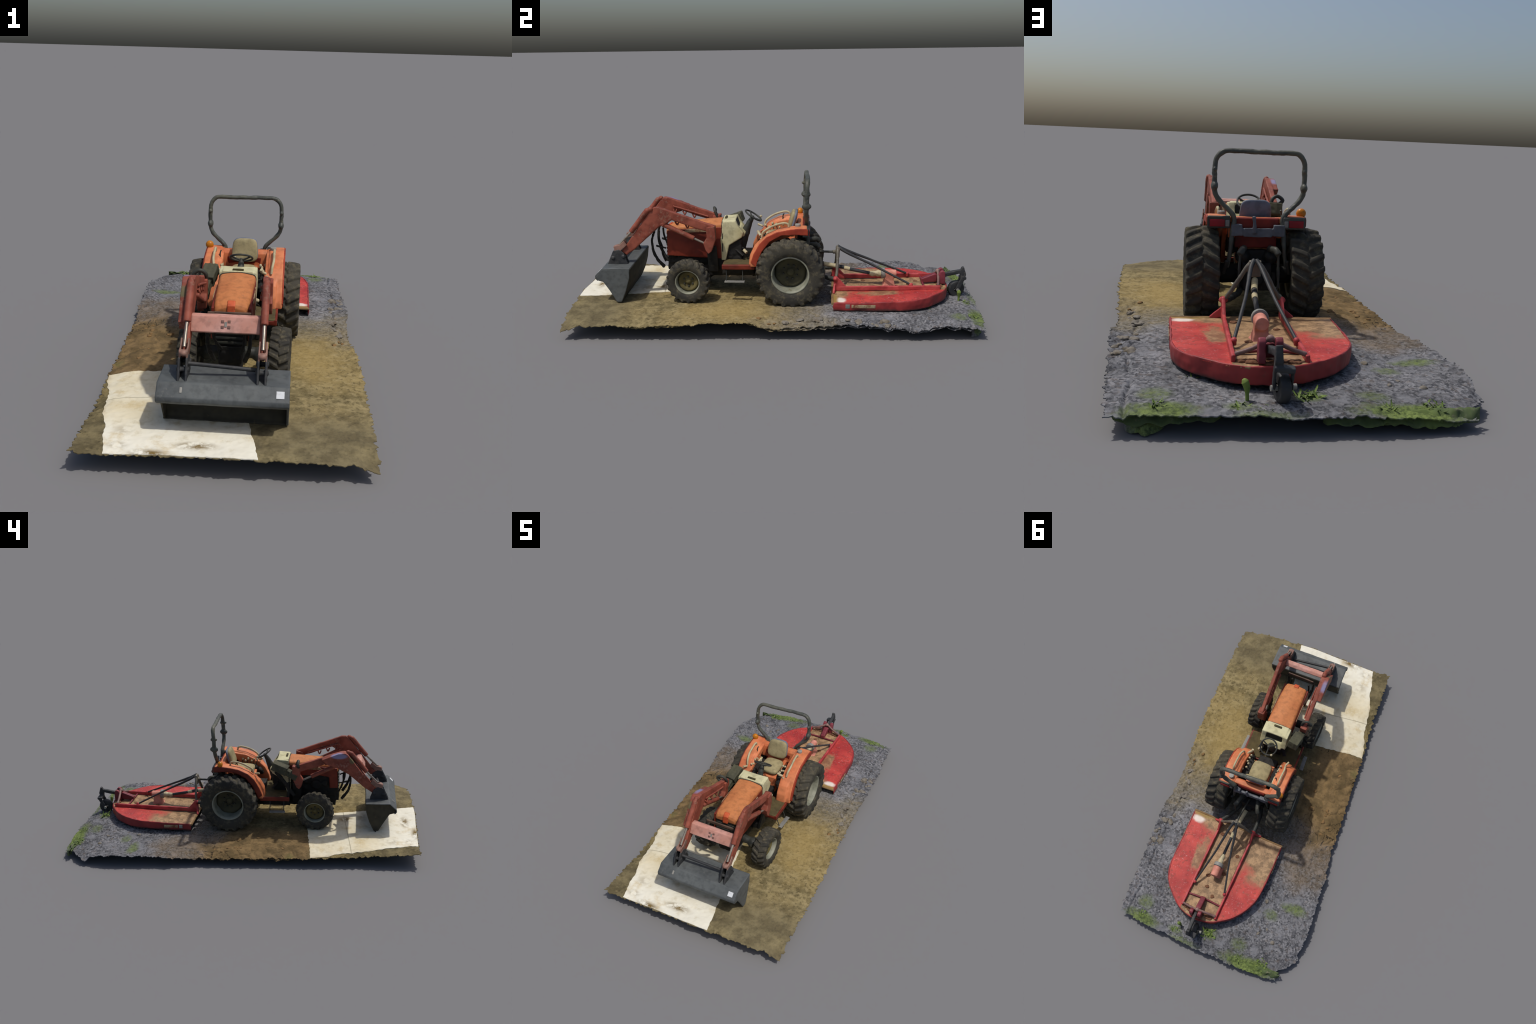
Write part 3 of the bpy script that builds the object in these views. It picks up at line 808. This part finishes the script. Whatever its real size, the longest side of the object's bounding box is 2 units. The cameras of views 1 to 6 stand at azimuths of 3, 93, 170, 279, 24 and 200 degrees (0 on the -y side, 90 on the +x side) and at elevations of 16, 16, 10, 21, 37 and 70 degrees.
# ---- roll bar ---------------------------------------------------------------------
p = Piece()
rp = [(.128, .154, .262), (.120, .156, .31), (.112, .155, .40), (.108, .152, .432), (.120, .152, .455), (.158, .150, .492), (.176, .150, .52), (.180, .151, .548), (.180, .152, .60), (.177, .153, .635), (.160, .156, .659), (.135, .156, .667)]
cxr = .0225
left = [(cxr - (x - cxr), y - .006, z) for x, y, z in rp]
path = rp + [(.07, .155, .667), (-.03, .151, .666)] + left[::-1]
rad = [.0075, .008, .0092] + [.0092] * 9 + [.009, .009] + [.0092] * 9 + [.0092, .008, .0075]
p.tube(path, rad, 16, 6, flat=1.25)
for s, yy in ((1, .151), (-1, .146)):
    p.ball((cxr + s * .157, yy, .546), .0155, .85, 1.45, 1.1)
    p.tube([(cxr + s * .157, yy - .022, .546), (cxr + s * .157, yy + .022, .546)], .006)
    p.tube([(cxr + s * .157, yy - .020, .604), (cxr + s * .157, yy + .018, .604)], .006)
    p.ball((cxr + s * .157, yy, .604), .012, .8, 1.4, .8)
p.make("roll_bar", M_ROPS, tractor, melt=.003, smooth=2, lump=.0016, lscale=45)
p = Piece()
p.box(CX - .05, CX + .05, .146, .162, .372, .402)
for s in (1, -1):
    p.prism([(.143, .415), (.166, .415), (.166, .375), (.143, .375)], S(s, .055), S(s, .094))
p.tube([(.041, .162, .445), (.037, .164, .42), (.036, .164, .385)], .007)
p.make("roll_bar_crossmember", worn("blue_grey_steel", C(104, 108, 114), C(86, 90, 98), C(70, 72, 76), .5), tractor, melt=.003, smooth=2, lump=.002, lscale=40)

# ---- control valve box on the left side ------------------------------------------------
p = Piece()
p.bar((-.088, -.178, .440), (-.100, -.262, .408), .058, .048)
p.bar((-.098, -.25, .408), (-.112, -.318, .372), .040, .034)
p.make("valve_cover", worn("dusty_olive_cover", C(88, 86, 66), C(70, 70, 56), C(112, 106, 82), .8), tractor, melt=.003, smooth=5, lump=.003, lscale=30)
p = Piece()
p.tube([(-.124, -.328, .440), (-.142, -.326, .458), (-.120, -.328, .475), (-.098, -.322, .462), (-.095, -.312, .435), (-.105, -.30, .41)], .008)
p.make("rubber_hose", M_STEEL, tractor, lump=.001)
p = Piece()
p.bar((-.10, -.20, .40), (-.11, -.30, .26), .012, .02); p.bar((-.105, -.27, .34), (-.115, -.265, .22), .012, .02)
p.tube([(-.09, -.19, .40), (-.095, -.22, .36), (-.1, -.25, .33)], .007)
p.make("valve_bracket", M_BLACK, tractor, melt=.003, smooth=1, lump=.002, lscale=50)

# ---- loader ---------------------------------------------------------------------------
ARM = [(-.292, .440), (-.300, .450), (-.561, .540), (-.586, .541), (-.602, .530), (-.735, .352), (-.760, .318), (-.735, .300), (-.694, .328), (-.651, .367), (-.562, .446), (-.54, .450), (-.503, .476), (-.422, .447), (-.331, .418), (-.300, .420)]
for s in (1, -1):
    x0, x1 = (.1355, .1555) if s > 0 else (-.121, -.099)
    p = Piece()
    prof = [(y, z - .003) for y, z in ARM] if s > 0 else [(y - .002, z - .008) for y, z in ARM]
    p.prism(prof, x0, x1)
    if s < 0:   # scan lump built as an outward bulge on the left arm's knee
        p.prism([(-.46, .492), (-.555, .530), (-.590, .532), (-.606, .520), (-.69, .405), (-.668, .37), (-.60, .412), (-.545, .445), (-.49, .462)], -.144, -.115)
    p.make("loader_arm", M_ARM if s > 0 else M_ARML, tractor, melt=.003, smooth=4, lump=.0016, lscale=24, seed=s * 3)
    # tower post
    xm = .146 if s > 0 else -.108
    p = Piece(); p.prism([(-.334, .438), (-.292, .446), (-.290, .376), (-.312, .318), (-.328, .306), (-.342, .325), (-.352, .36), (-.335, .385)], xm - .019, xm + .019)
    p.make("loader_post", M_ARM, tractor, melt=.003, smooth=4, lump=.0014, lscale=24, seed=5)
    p = Piece(); p.bar((xm - s * .008, -.315, .34), (S(s, .085), -.31, .20), .05, .014, up=(1, 0, 0)); p.bar((S(s, .09), -.31, .22), (S(s, .03), -.31, .20), .04, .03)
    p.make("loader_mount", M_BLACK, tractor, melt=.003, smooth=1, lump=.0015)
    # lift cylinder
    cx_ = xm - s * .004
    p = Piece(); p.tube([(cx_, -.552, .452), (cx_, -.398, .379)], .0125, 14, 1); p.tube([(cx_ - .016, -.55, .452), (cx_ + .016, -.55, .452)], .009)
    p.make("lift_cylinder", M_ARM, tractor, melt=.0025, smooth=2, lump=.001)
    p = Piece(); p.tube([(cx_, -.41, .385), (cx_, -.343, .352)], .0055, 12, 1); p.make("lift_cylinder_rod", M_CHROME, tractor)
    # bucket cylinder above the front leg
    bx = .150 if s > 0 else -.110
    p = Piece(); p.tube([(bx, -.606, .530), (bx, -.62, .522), (bx, -.706, .414)], [.008, .0135, .0135], 14, 1); p.ball((bx, -.604, .528), .013)
    p.make("bucket_cylinder", M_ARM if s > 0 else M_ARM, tractor, melt=.0025, smooth=2, lump=.001)
    p = Piece(); p.tube([(bx, -.70, .420), (bx, -.768, .350)], .0058, 12, 1); p.make("bucket_cylinder_rod", M_CHROME, tractor)
    # tilt links
    p = Piece()
    for o in (-.012, .012):
        p.prism([(-.742, .372), (-.728, .350), (-.768, .315), (-.795, .318), (-.792, .345), (-.765, .352)], bx + o - .003, bx + o + .003)
    p.ball((bx, -.785, .336), .014, 1.1, 1, .8)
    p.make("tilt_link", worn("worn_pink_steel", C(156, 118, 104), C(130, 100, 88), C(96, 74, 64), .55), tractor, melt=.0022, smooth=1, lump=.0012)
    p = Piece()
    p.prism([(-.800, .322), (-.770, .328), (-.745, .310), (-.735, .275), (-.725, .250), (-.832, .250), (-.820, .275)], bx - .017, bx - .009)
    p.prism([(-.800, .322), (-.770, .328), (-.745, .310), (-.735, .275), (-.725, .250), (-.832, .250), (-.820, .275)], bx + .009, bx + .017)
    p.tube([(bx - .022, -.80, .285), (bx + .022, -.80, .285)], .008); p.tube([(bx - .022, -.748, .292), (bx + .022, -.748, .292)], .008)
    p.make("bucket_bracket", M_PIPE, tractor, melt=.0025, smooth=1, lump=.0015, lscale=40)
    # hose clamps hanging below the arm
    p = Piece()
    for yy, zz in ((-.42, .45), (-.47, .466), (-.52, .475)):
        p.tube([(xm - s * .012, yy, zz), (xm - s * .016, yy - .01, zz - .02), (xm - s * .012, yy - .02, zz - .002)], .004)
    p.tube([(xm - s * .016, -.36, .435), (xm - s * .018, -.45, .463), (xm - s * .016, -.54, .49)], .0045)
    p.make("arm_hose", M_ARM, tractor, lump=.001, lscale=60)
p = Piece(); p.prism([(-.640, .418), (-.655, .428), (-.676, .428), (-.700, .378), (-.690, .370), (-.655, .388)], -.100, .136)
p.make("loader_crossbeam", M_BEAM, tractor, melt=.003, smooth=3, lump=.0012, lscale=24)
bm_n = Vector((0, -.9, .43))
def on_beam(x, y0, z0, w, h, name, mat, off):
    d = Vector((0, -.024, -.05)).normalized(); n_ = Vector((0, -.05, .024)).normalized()
    c0 = Vector((x, -.688, .403)) + n_ * off
    b = Piece(); b.bar(c0 - d * h / 2, c0 + d * h / 2, w, .0016, up=n_); return b.make(name, mat, tractor)
for ex in (.008, .030):
    for ez in (-1, 1):
        dd = Vector((0, -.024, -.05)).normalized() * (.0095 * ez); n_ = Vector((0, -.05, .024)).normalized()
        c0 = Vector((ex, -.688, .403)) + n_ * .0012 + dd; d1 = dd.normalized()
        b = Piece(); b.bar(c0 - d1 * .0045, c0 + d1 * .0045, .010, .0018, up=n_); b.make("beam_emblem", M_DDECAL, tractor, bevel=.0005)
on_beam(.019, 0, 0, .008, .016, "beam_emblem_mark", M_LGREY, .0014)
p = Piece(); p.tube([(-.10, -.785, .30), (.14, -.768, .278)], .0068, 14, 1); p.make("torsion_rod", M_PIPE, tractor, lump=.0006, lscale=40)

# ---- bucket ----------------------------------------------------------------------------
BK = [(-.704, .250), (-.836, .252), (-.872, .216), (-.873, .204), (-.862, .192)]
def strip(prof, t):
    """thick open strip from a polyline in (y, z)"""
    up_, dn = [], []
    for i, (y, z) in enumerate(prof):
        a = Vector(prof[max(i - 1, 0)]); b = Vector(prof[min(i + 1, len(prof) - 1)])
        d = (b - a).normalized(); n_ = Vector((-d.y, d.x))
        up_.append((y + n_.x * t / 2, z + n_.y * t / 2)); dn.append((y - n_.x * t / 2, z - n_.y * t / 2))
    return up_ + dn[::-1]
BX0, BX1 = -.189, .244
p = Piece()
p.prism(strip(BK, .006), BX0, BX1)
p.make("bucket_top", M_BUCKET, tractor, melt=.003, smooth=2, lump=.0015, lscale=14)
p = Piece(); p.prism(strip([(-.704, .250), (-.709, .20), (-.728, .14), (-.752, .086), (-.764, .078)], .006), BX0 + .004, BX1 - .004)
p.make("bucket_back", M_BUCKIN, tractor, melt=.003, smooth=2, lump=.0015, lscale=14)
for x0, x1, nm in ((BX0 + .008, BX0 + .015, -1), (BX1 - .008, BX1 - .0005, 1)):
    p = Piece(); p.prism([(-.704, .250), (-.838, .250), (-.872, .215), (-.868, .195), (-.836, .186), (-.808, .142), (-.776, .084), (-.752, .082), (-.727, .140), (-.708, .20)], x0, x1)
    p.make("bucket_side", M_BUCKET if nm > 0 else M_BUCKIN, tractor, melt=.003, smooth=2, lump=.0012, lscale=16)
p = Piece(); p.prism([(-.836, .2560), (-.834, .2566), (-.855, .2362), (-.857, .2356)], .198, .228)
sl = Vector((0, -.036, -.036)).normalized(); nn = Vector((0, -.7, .7)).normalized()
cst = Vector((.2135, -.8535, .2345)) + nn * .0038
p = Piece(); p.bar(cst - sl * .012, cst + sl * .012, .026, .0016, up=nn); p.make("bucket_label", M_WHITE, tractor)
chk = Vector((-.108, -.8535, .2345)) + nn * .003
p = Piece(); p.bar(chk - sl * .010, chk + sl * .010, .009, .006, up=nn); p.make("bucket_hook", M_LGREY, tractor, melt=.002, smooth=3)

# ---- wheels --------------------------------------------------------------------------------
def tyre(R, W, rb, lugs, depth, slope):
    prof = smoothline([(rb, -W * .36), (rb + (R - rb) * .22, -W * .47), (rb + (R - rb) * .55, -W * .50), (rb + (R - rb) * .82, -W * .46), (R - depth * .9, -W * .36), (R - depth * .5, -W * .18), (R - depth * .45, 0),
                       (R - depth * .5, W * .18), (R - depth * .9, W * .36), (rb + (R - rb) * .82, W * .46), (rb + (R - rb) * .55, W * .50), (rb + (R - rb) * .22, W * .47), (rb, W * .36)], 5)
    def disp(th, r, x, k):
        side = 1 if x > 0 else -1
        ax = abs(x) / (W * .5)
        zone = sst(rb + (R - rb) * .60, rb + (R - rb) * .88, r)
        ph = th * lugs / (2 * math.pi) + slope * ax + (.5 if side > 0 else 0)
        wv = math.cos(2 * math.pi * ph)
        lug = sst(-.15, .55, wv) * zone
        reach = sst(-.08, .10, ax * (1 if True else 0) + .02)
        wob = .0015 * noise.noise(Vector((math.cos(th) * 6, math.sin(th) * 6, x * 40)))
        d = depth * (lug * reach - .35 * zone) + wob
        side_d = depth * .45 * lug * sst(.75, 1.0, ax)
        return r + d, x + side * side_d
    return lathe(prof, lugs * 14, disp)
def rim(rb, W, rim_y, disc_y):
    me = lathe([(rb * .80, -W * .28), (rb * .88, -W * .26), (rb * .90, -W * .1), (rb * .93, W * .2), (rb * .955, W * .38), (rb * 1.03, W * .40), (rb * 1.05, W * .37), (rb * .99, W * .3), (rb * .97, 0), (rb * .97, -W * .3), (rb * 1.04, -W * .38), (rb * .95, -W * .38), (rb * .80, -W * .34)], 64)
    me.materials.append(M_RIM); return me
def disc(rb, W, mat, scallop):
    def dd(th, r, x, k):
        if scallop and r > rb * .78: r *= 1 + .03 * math.cos(8 * th)
        return r, x
    me = lathe([(0.0001, W * .20), (rb * .17, W * .20), (rb * .21, W * .15), (rb * .24, W * .10), (rb * .5, W * .12), (rb * .62, W * .20), (rb * .74, W * .225), (rb * .82, W * .20), (rb * .86, W * .14), (rb * .86, -W * .05), (.0001, -W * .05)], 64, dd)
    me.materials.append(mat); return me
def wheel(name, loc, flip, mt, mr, md, bolt, rb, W, nb, yaw=0.0, dx=0.0):
    e = empty(name, loc, tractor)
    e.rotation_euler = (random.Random(name + str(flip)).uniform(0, 6), 0, (math.pi if flip else 0) + yaw)
    for nm, me in (("tyre", mt), ("rim", mr), ("wheel_disc", md)):
        ob = bpy.data.objects.new(nm, me); COL.objects.link(ob); ob.parent = e
        if nm == "wheel_disc": ob.location = (dx, 0, 0)
    for i in range(nb):
        a = 2 * math.pi * i / nb
        ob = bpy.data.objects.new("wheel_bolt", bolt); COL.objects.link(ob); ob.parent = e
        ob.location = (W * .13 + dx, rb * .40 * math.cos(a), rb * .40 * math.sin(a))
bm_ = bmesh.new(); bmesh.ops.create_cone(bm_, cap_ends=True, segments=8, radius1=.0055, radius2=.0045, depth=.008, matrix=Matrix.Rotation(math.pi / 2, 4, 'Y'))
bolt = bpy.data.meshes.new("bolt"); bm_.to_mesh(bolt); bm_.free(); bolt.materials.append(M_STEEL)
RT = tyre(.166, .117, .0885, 21, .0105, .62); RT.materials.append(M_TYRER)
FT = tyre(.107, .076, .0585, 20, .0062, .55); FT.materials.append(M_TYRE)
RR = rim(.0885, .117, 0, 0); FR = rim(.0585, .076, 0, 0)
RD = disc(.0885, .117, M_DISC, True); FD = disc(.0585, .076, M_FDISC, False)
wheel("rear_wheel", (.215, .074, .228), False, RT, RR, RD, bolt, .0885, .117, 8, dx=-.036)
wheel("rear_wheel", (-.151, .076, .228), True, RT, RR, RD, bolt, .0885, .117, 8, dx=-.036)
wheel("front_wheel", (.203, -.424, .181), False, FT, FR, FD, bolt, .0585, .076, 6, -.06, dx=-.006)
wheel("front_wheel", (-.138, -.418, .181), True, FT, FR, FD, bolt, .0585, .076, 6, -.06, dx=-.006)

# ---- three point hitch -----------------------------------------------------------------------
p = Piece()
for s in (1, -1):
    p.tube([(S(s, .05), .12, .185), (S(s, .07), .20, .178), (.0525 + s * .098, .295, .175)], [.012, .011, .012])
    p.tube([(S(s, .045), .15, .33), (S(s, .058), .20, .332), (S(s, .068), .215, .318)], .012)
    p.tube([(S(s, .066), .212, .325), (S(s, .07), .215, .20)], .0055)
    p.tube([(S(s, .105), .17, .29), (S(s, .118), .15, .24)], .008)
p.make("hitch_lift_arm", M_STEEL, tractor, melt=.0035, smooth=1, lump=.002, lscale=40)
p = Piece(); p.tube([(.032, .15, .285), (.04, .20, .286), (.048, .285, .287)], [.006, .005, .006]); p.make("top_link", M_STEEL, tractor, lump=.001)

# ================================================================== ROTARY CUTTER
cutter = empty("rotary_cutter", (.055, .56, .07))
cutter["label"] = "muddy red rotary mower deck with tail wheel"
cutter["category"] = "mower"
DECK = [(.3265, .274), (.3265, .36), (.3265, .47), (.327, .56), (.322, .63), (.304, .692), (.272, .738), (.228, .782), (.182, .818), (.13, .840), (.08, .847), (.03, .846), (-.02, .834), (-.066, .808), (-.112, .775), (-.155, .728), (-.188, .67), (-.208, .61), (-.2155, .53), (-.219, .45), (-.221, .36), (-.222, .292)]
def ztop(y): return .1155 + .0165 * sst(.35, .85, y)
def deck_piece():
    p = Piece()
    top = [(x, y, ztop(y)) for x, y in DECK]; bot = [(x, y, ztop(y) - .006) for x, y in DECK]
    n = len(DECK)
    # grid of ribs from the outline to the centre line, so that the top can carry lumps
    rows = 12; vs = []; fs = []
    cen = [(.0525 + (x - .0525) * 0, y) for x, y in DECK]
    half = n // 2
    for i in range(half):
        a, b = DECK[i], DECK[n - 1 - i]
        for k in range(rows + 1):
            t = k / rows; x = a[0] + (b[0] - a[0]) * t; y = a[1] + (b[1] - a[1]) * t
            vs.append((x, y, ztop(y)))
    for i in range(half - 1):
        for k in range(rows):
            q = i * (rows + 1) + k; fs.append((q, q + 1, q + rows + 2, q + rows + 1))
    m = len(vs); vs += [(x, y, z - .008) for x, y, z in vs]
    fs += [tuple(m + j for j in f[::-1]) for f in fs[:]]
    W = rows + 1
    for k in range(rows):
        fs.append((k, m + k, m + k + 1, k + 1)); q = (half - 1) * W + k; fs.append((q, q + 1, m + q + 1, m + q))
    for i in range(half - 1):
        q = i * W; fs.append((q, q + W, m + q + W, m + q)); q += rows; fs.append((q, m + q, m + q + W, q + W))
    p.faces(vs, fs)
    return p
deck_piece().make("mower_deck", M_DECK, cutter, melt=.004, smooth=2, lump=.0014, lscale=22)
# skirt
p = Piece(); n = len(DECK); vs = []; fs = []
sk = smoothline(DECK, 4)
cenx, ceny = .0525, .56
for (x, y) in sk:
    zt = ztop(y) + .002; zb = .075 + .006 * sst(.5, .85, y)
    k = .988
    for zz, kk in ((zt, 1.0), (.5 * (zt + zb), 1.004), (zb, .998)):
        vs.append((cenx + (x - cenx) * kk, ceny + (y - ceny) * kk, zz))
    for zz, kk in ((zb, .978), (.5 * (zt + zb), .98), (zt, .976)):
        vs.append((cenx + (x - cenx) * kk, ceny + (y - ceny) * kk, zz))
for i in range(len(sk) - 1):
    for k in range(6):
        a = i * 6 + k; b = i * 6 + (k + 1) % 6
        fs.append((a, b, b + 6, a + 6))
fs.append(tuple(range(6))); fs.append(tuple((len(sk) - 1) * 6 + k for k in range(6))[::-1])
p.faces(vs, fs)
def skirt_mat():
    m = NT("scuffed_red_skirt")
    n1 = m.noise(10, 4); n2 = m.noise(50, 5, .65)
    c = m.mix(m.step(n1, .35, .65), C(128, 42, 44), C(158, 54, 54))
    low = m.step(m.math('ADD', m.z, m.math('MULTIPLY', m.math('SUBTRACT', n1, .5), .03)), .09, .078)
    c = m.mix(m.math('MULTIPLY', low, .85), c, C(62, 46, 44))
    c = m.mix(m.math('MULTIPLY', m.step(n2, .58, .7), .4), c, C(118, 70, 60))
    return m.done(c, .5, 0, n2, .2, .0015, .35)
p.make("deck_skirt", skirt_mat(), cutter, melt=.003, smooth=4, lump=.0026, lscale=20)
# faded lettering strips on both sides
for x0, x1, ya, yb in ((.3275, .3295, .335, .475), (-.2245, -.2215, .345, .455)):
    b = Piece(); b.box(x0, x1, ya + .028, yb, .092, .108); b.make("side_decal_strip", M_DECAL, cutter, bevel=.0008)
    b = Piece(); b.box(x0, x1, ya, ya + .02, .090, .110); b.make("side_decal_mark", M_LGREY, cutter, bevel=.0008)
# front lip
p = Piece(); p.tube([(.326, .274, .112), (.15, .279, .112), (-.04, .287, .112), (-.222, .292, .111)], .006); p.make("deck_front_lip", worn("tan_muddy_steel", C(150, 122, 84), C(132, 104, 70), C(120, 60, 50), .85), cutter, lump=.0015, lscale=40)
# rails
for (xa, ya), (xb, yb) in (((.150, .292), (.165, .803)), ((-.046, .290), (-.034, .812))):
    p = Piece(); p.bar((xa, ya, .128), (xb, yb, .140), .012, .024)
    p.make("deck_rail", M_CRED, cutter, melt=.003, smooth=2, lump=.001, lscale=30)
    p = Piece(); p.prism([(.286, .115), (.284, .180), (.290, .190), (.302, .190), (.356, .130), (.36, .115)], xa - .006, xa + .006)
    p.ball((xa, .293, .178), .012, 1.3, 1, 1)
    p.bar((xa, .29, .152), (xa + (.042 if xa > .05 else -.042), .284, .114), .012, .012)
    p.bar((xa, .29, .130), (xa + (.030 if xa > .05 else -.030), .285, .116), .012, .014)
    p.make("hitch_gusset", M_CRED, cutter, melt=.003, smooth=2, lump=.001, lscale=30)
# A frame
apex = Vector((.0495, .308, .314))
p = Piece()
p.tube([(.146, .296, .18), (.124, .302, .214), (.075, .306, .292), apex], [.007, .008, .008, .010], flat=1.0)
p.tube([(-.042, .296, .18), (-.02, .302, .214), (.025, .306, .292), apex], [.007, .008, .008, .010])
p.prism([(.298, .262), (.316, .262), (.318, .312), (.308, .318), (.298, .312)], .030, .070); p.tube([(.0495, .282, .287), (.0495, .31, .29)], .01)
p.make("hitch_a_frame", worn("scuffed_grey_frame", C(112, 106, 94), C(92, 88, 80), C(70, 66, 58), .45), cutter, melt=.003, smooth=2, lump=.0016, lscale=45)
for i, end in enumerate(((.150, .662, .150), (-.029, .668, .150))):
    p = Piece(); d = Vector(end) - apex
    sx = .009 if i == 0 else -.009
    p.tube([apex + Vector((sx * .5, 0, .002)), apex + d * .12 + Vector((sx, 0, -.004)), apex + d * .5 + Vector((0, 0, -.001)), end], [.008, .0072, .0056, .0052])
    p.make("deck_stay", M_PIPE, cutter, lump=.001, lscale=60)
    b = Piece(); b.ball(end, .009, 1, 1.2, 1); b.tube([(end[0], end[1], .135), end], .008); b.make("stay_lug", M_CRED, cutter, melt=.0025, smooth=1)
# drive shaft
for name, mat, a, b, ra, rb_ in (("drive_shaft_guard", M_IVORY, (.034, .20, .226), (.048, .30, .213), .0115, .0115), ("drive_shaft_tube", M_PIPE, (.048, .30, .213), (.052, .345, .206), .0095, .0095),
                                 ("drive_shaft_collar", M_IVORY, (.052, .34, .206), (.0535, .368, .199), .0105, .0105), ("drive_shaft_tube", M_PIPE, (.0535, .366, .199), (.058, .475, .178), .0088, .008)):
    p = Piece(); p.tube([a, b], [ra, rb_], 16, 1); p.make(name, mat, cutter)
p = Piece(); p.tube([(.057, .468, .179), (.058, .482, .176), (.0585, .497, .178), (.059, .508, .178), (.06, .53, .178)], [.009, .014, .012, .016, .015], 18)
p.make("drive_coupling", M_IVORY, cutter, lump=.001, lscale=60)
p = Piece(); p.tube([(.06, .524, .180), (.06, .545, .182)], .027, 24, 1); p.make("gearbox_clamp_ring", M_LGREY, cutter, melt=.0025, smooth=2)
p = Piece(); p.tube([(.061, .54, .178), (.061, .60, .178)], [.022, .021], 24, 1)
p.loft([[(.061 + sx * .026 * w_, .565 + sy * .028 * w_, z) for sx, sy in ((-1, -1), (1, -1), (1, 1), (-1, 1))] for z, w_ in ((.115, 1.35), (.125, 1.05), (.15, .8), (.18, .75))])
p.make("gearbox", M_SALMON, cutter, melt=.003, smooth=4, lump=.0015, lscale=30)
# tail assembly
p = Piece()
p.tube([(.160, .792, .150), (.112, .80, .170), (.072, .804, .197)], .0068); p.tube([(-.031, .797, .150), (.02, .80, .170), (.066, .804, .197)], .0068)
p.ball((.069, .803, .196), .011)
p.make("tail_brace", worn("pale_chipped_bar", C(150, 120, 112), C(112, 84, 80), C(90, 48, 48), .5), cutter, melt=.0025, smooth=1, lump=.0015)
p = Piece(); p.prism([(.722, .135), (.722, .158), (.79, .185), (.80, .180), (.80, .142)], .055, .083); p.make("tail_pivot_box", M_MAROON, cutter, melt=.003, smooth=2)
for x in (.094, .048):
    p = Piece(); p.prism([(.800, .137), (.802, .186), (.812, .203), (.826, .206), (.836, .196), (.838, .137)], x - .010, x + .010)
    p.make("tail_clevis", M_MAROON, cutter, melt=.003, smooth=3)
p = Piece(); p.tube([(.155, .73, .134), (.065, .728, .140), (-.03, .735, .134)], .005); p.make("deck_crossbar", M_MAROON, cutter)
p = Piece()
p.bar((.071, .815, .172), (.066, .925, .196), .018, .020)
p.prism([(.915, .19), (.92, .214), (.931, .218), (.944, .178), (.938, .160), (.915, .168)], .056, .076)
p.bar((.074, .93, .160), (.072, .903, .096), .007, .022, up=(0, 1, 0)); p.bar((.030, .934, .155), (.026, .903, .096), .007, .020, up=(0, 1, 0))
p.bar((.078, .930, .158), (.024, .932, .154), .030, .014)
p.make("tail_wheel_fork", M_PIPE, cutter, melt=.003, smooth=2, lump=.0015, lscale=40)
tw = lathe(smoothline([(.012, -.012), (.030, -.012), (.037, -.010), (.040, 0), (.037, .010), (.030, .012), (.012, .012)], 4), 48); tw.materials.append(M_PIPE)
ob = new_obj("tail_wheel", tw, None, cutter); ob.location = (.050, .902, .098); ob.rotation_euler = (0, 0, .15); ob.scale = (1.2, 1.06, 1.06)
p = Piece(); p.tube([(.012, .898, .098), (.080, .908, .098)], .008); p.make("tail_wheel_axle", M_LGREY, cutter)
# mud heaped at the back of the deck
rm = random.Random(9)
mudm = worn("wet_brown_mud", C(122, 84, 60), C(100, 68, 50), C(150, 112, 78), .9, 14, 70)
for i in range(16):
    x = rm.uniform(-.02, .16); y = rm.uniform(.80, .83) - .2 * abs(x - .06) ** 1.5; r = rm.uniform(.006, .012)
    p = Piece(); p.ball((0, 0, 0), r, 1.7, 1.1, .55, 3); ob = p.make("mud_lump", mudm, cutter, lump=r * .5, lscale=70, seed=i + .5); ob.location = (x, y, ztop(y) + .002)
for x, y in ((.02, .56), (.1, .60), (.08, .66), (.03, .70), (.12, .35), (-.01, .44)):
    p = Piece(); p.ball((0, 0, 0), .008, 1.5, 1.2, .5, 3); ob = p.make("mud_lump", mudm, cutter, lump=.004, lscale=70, seed=x * 9); ob.location = (x, y, ztop(y) + .001)
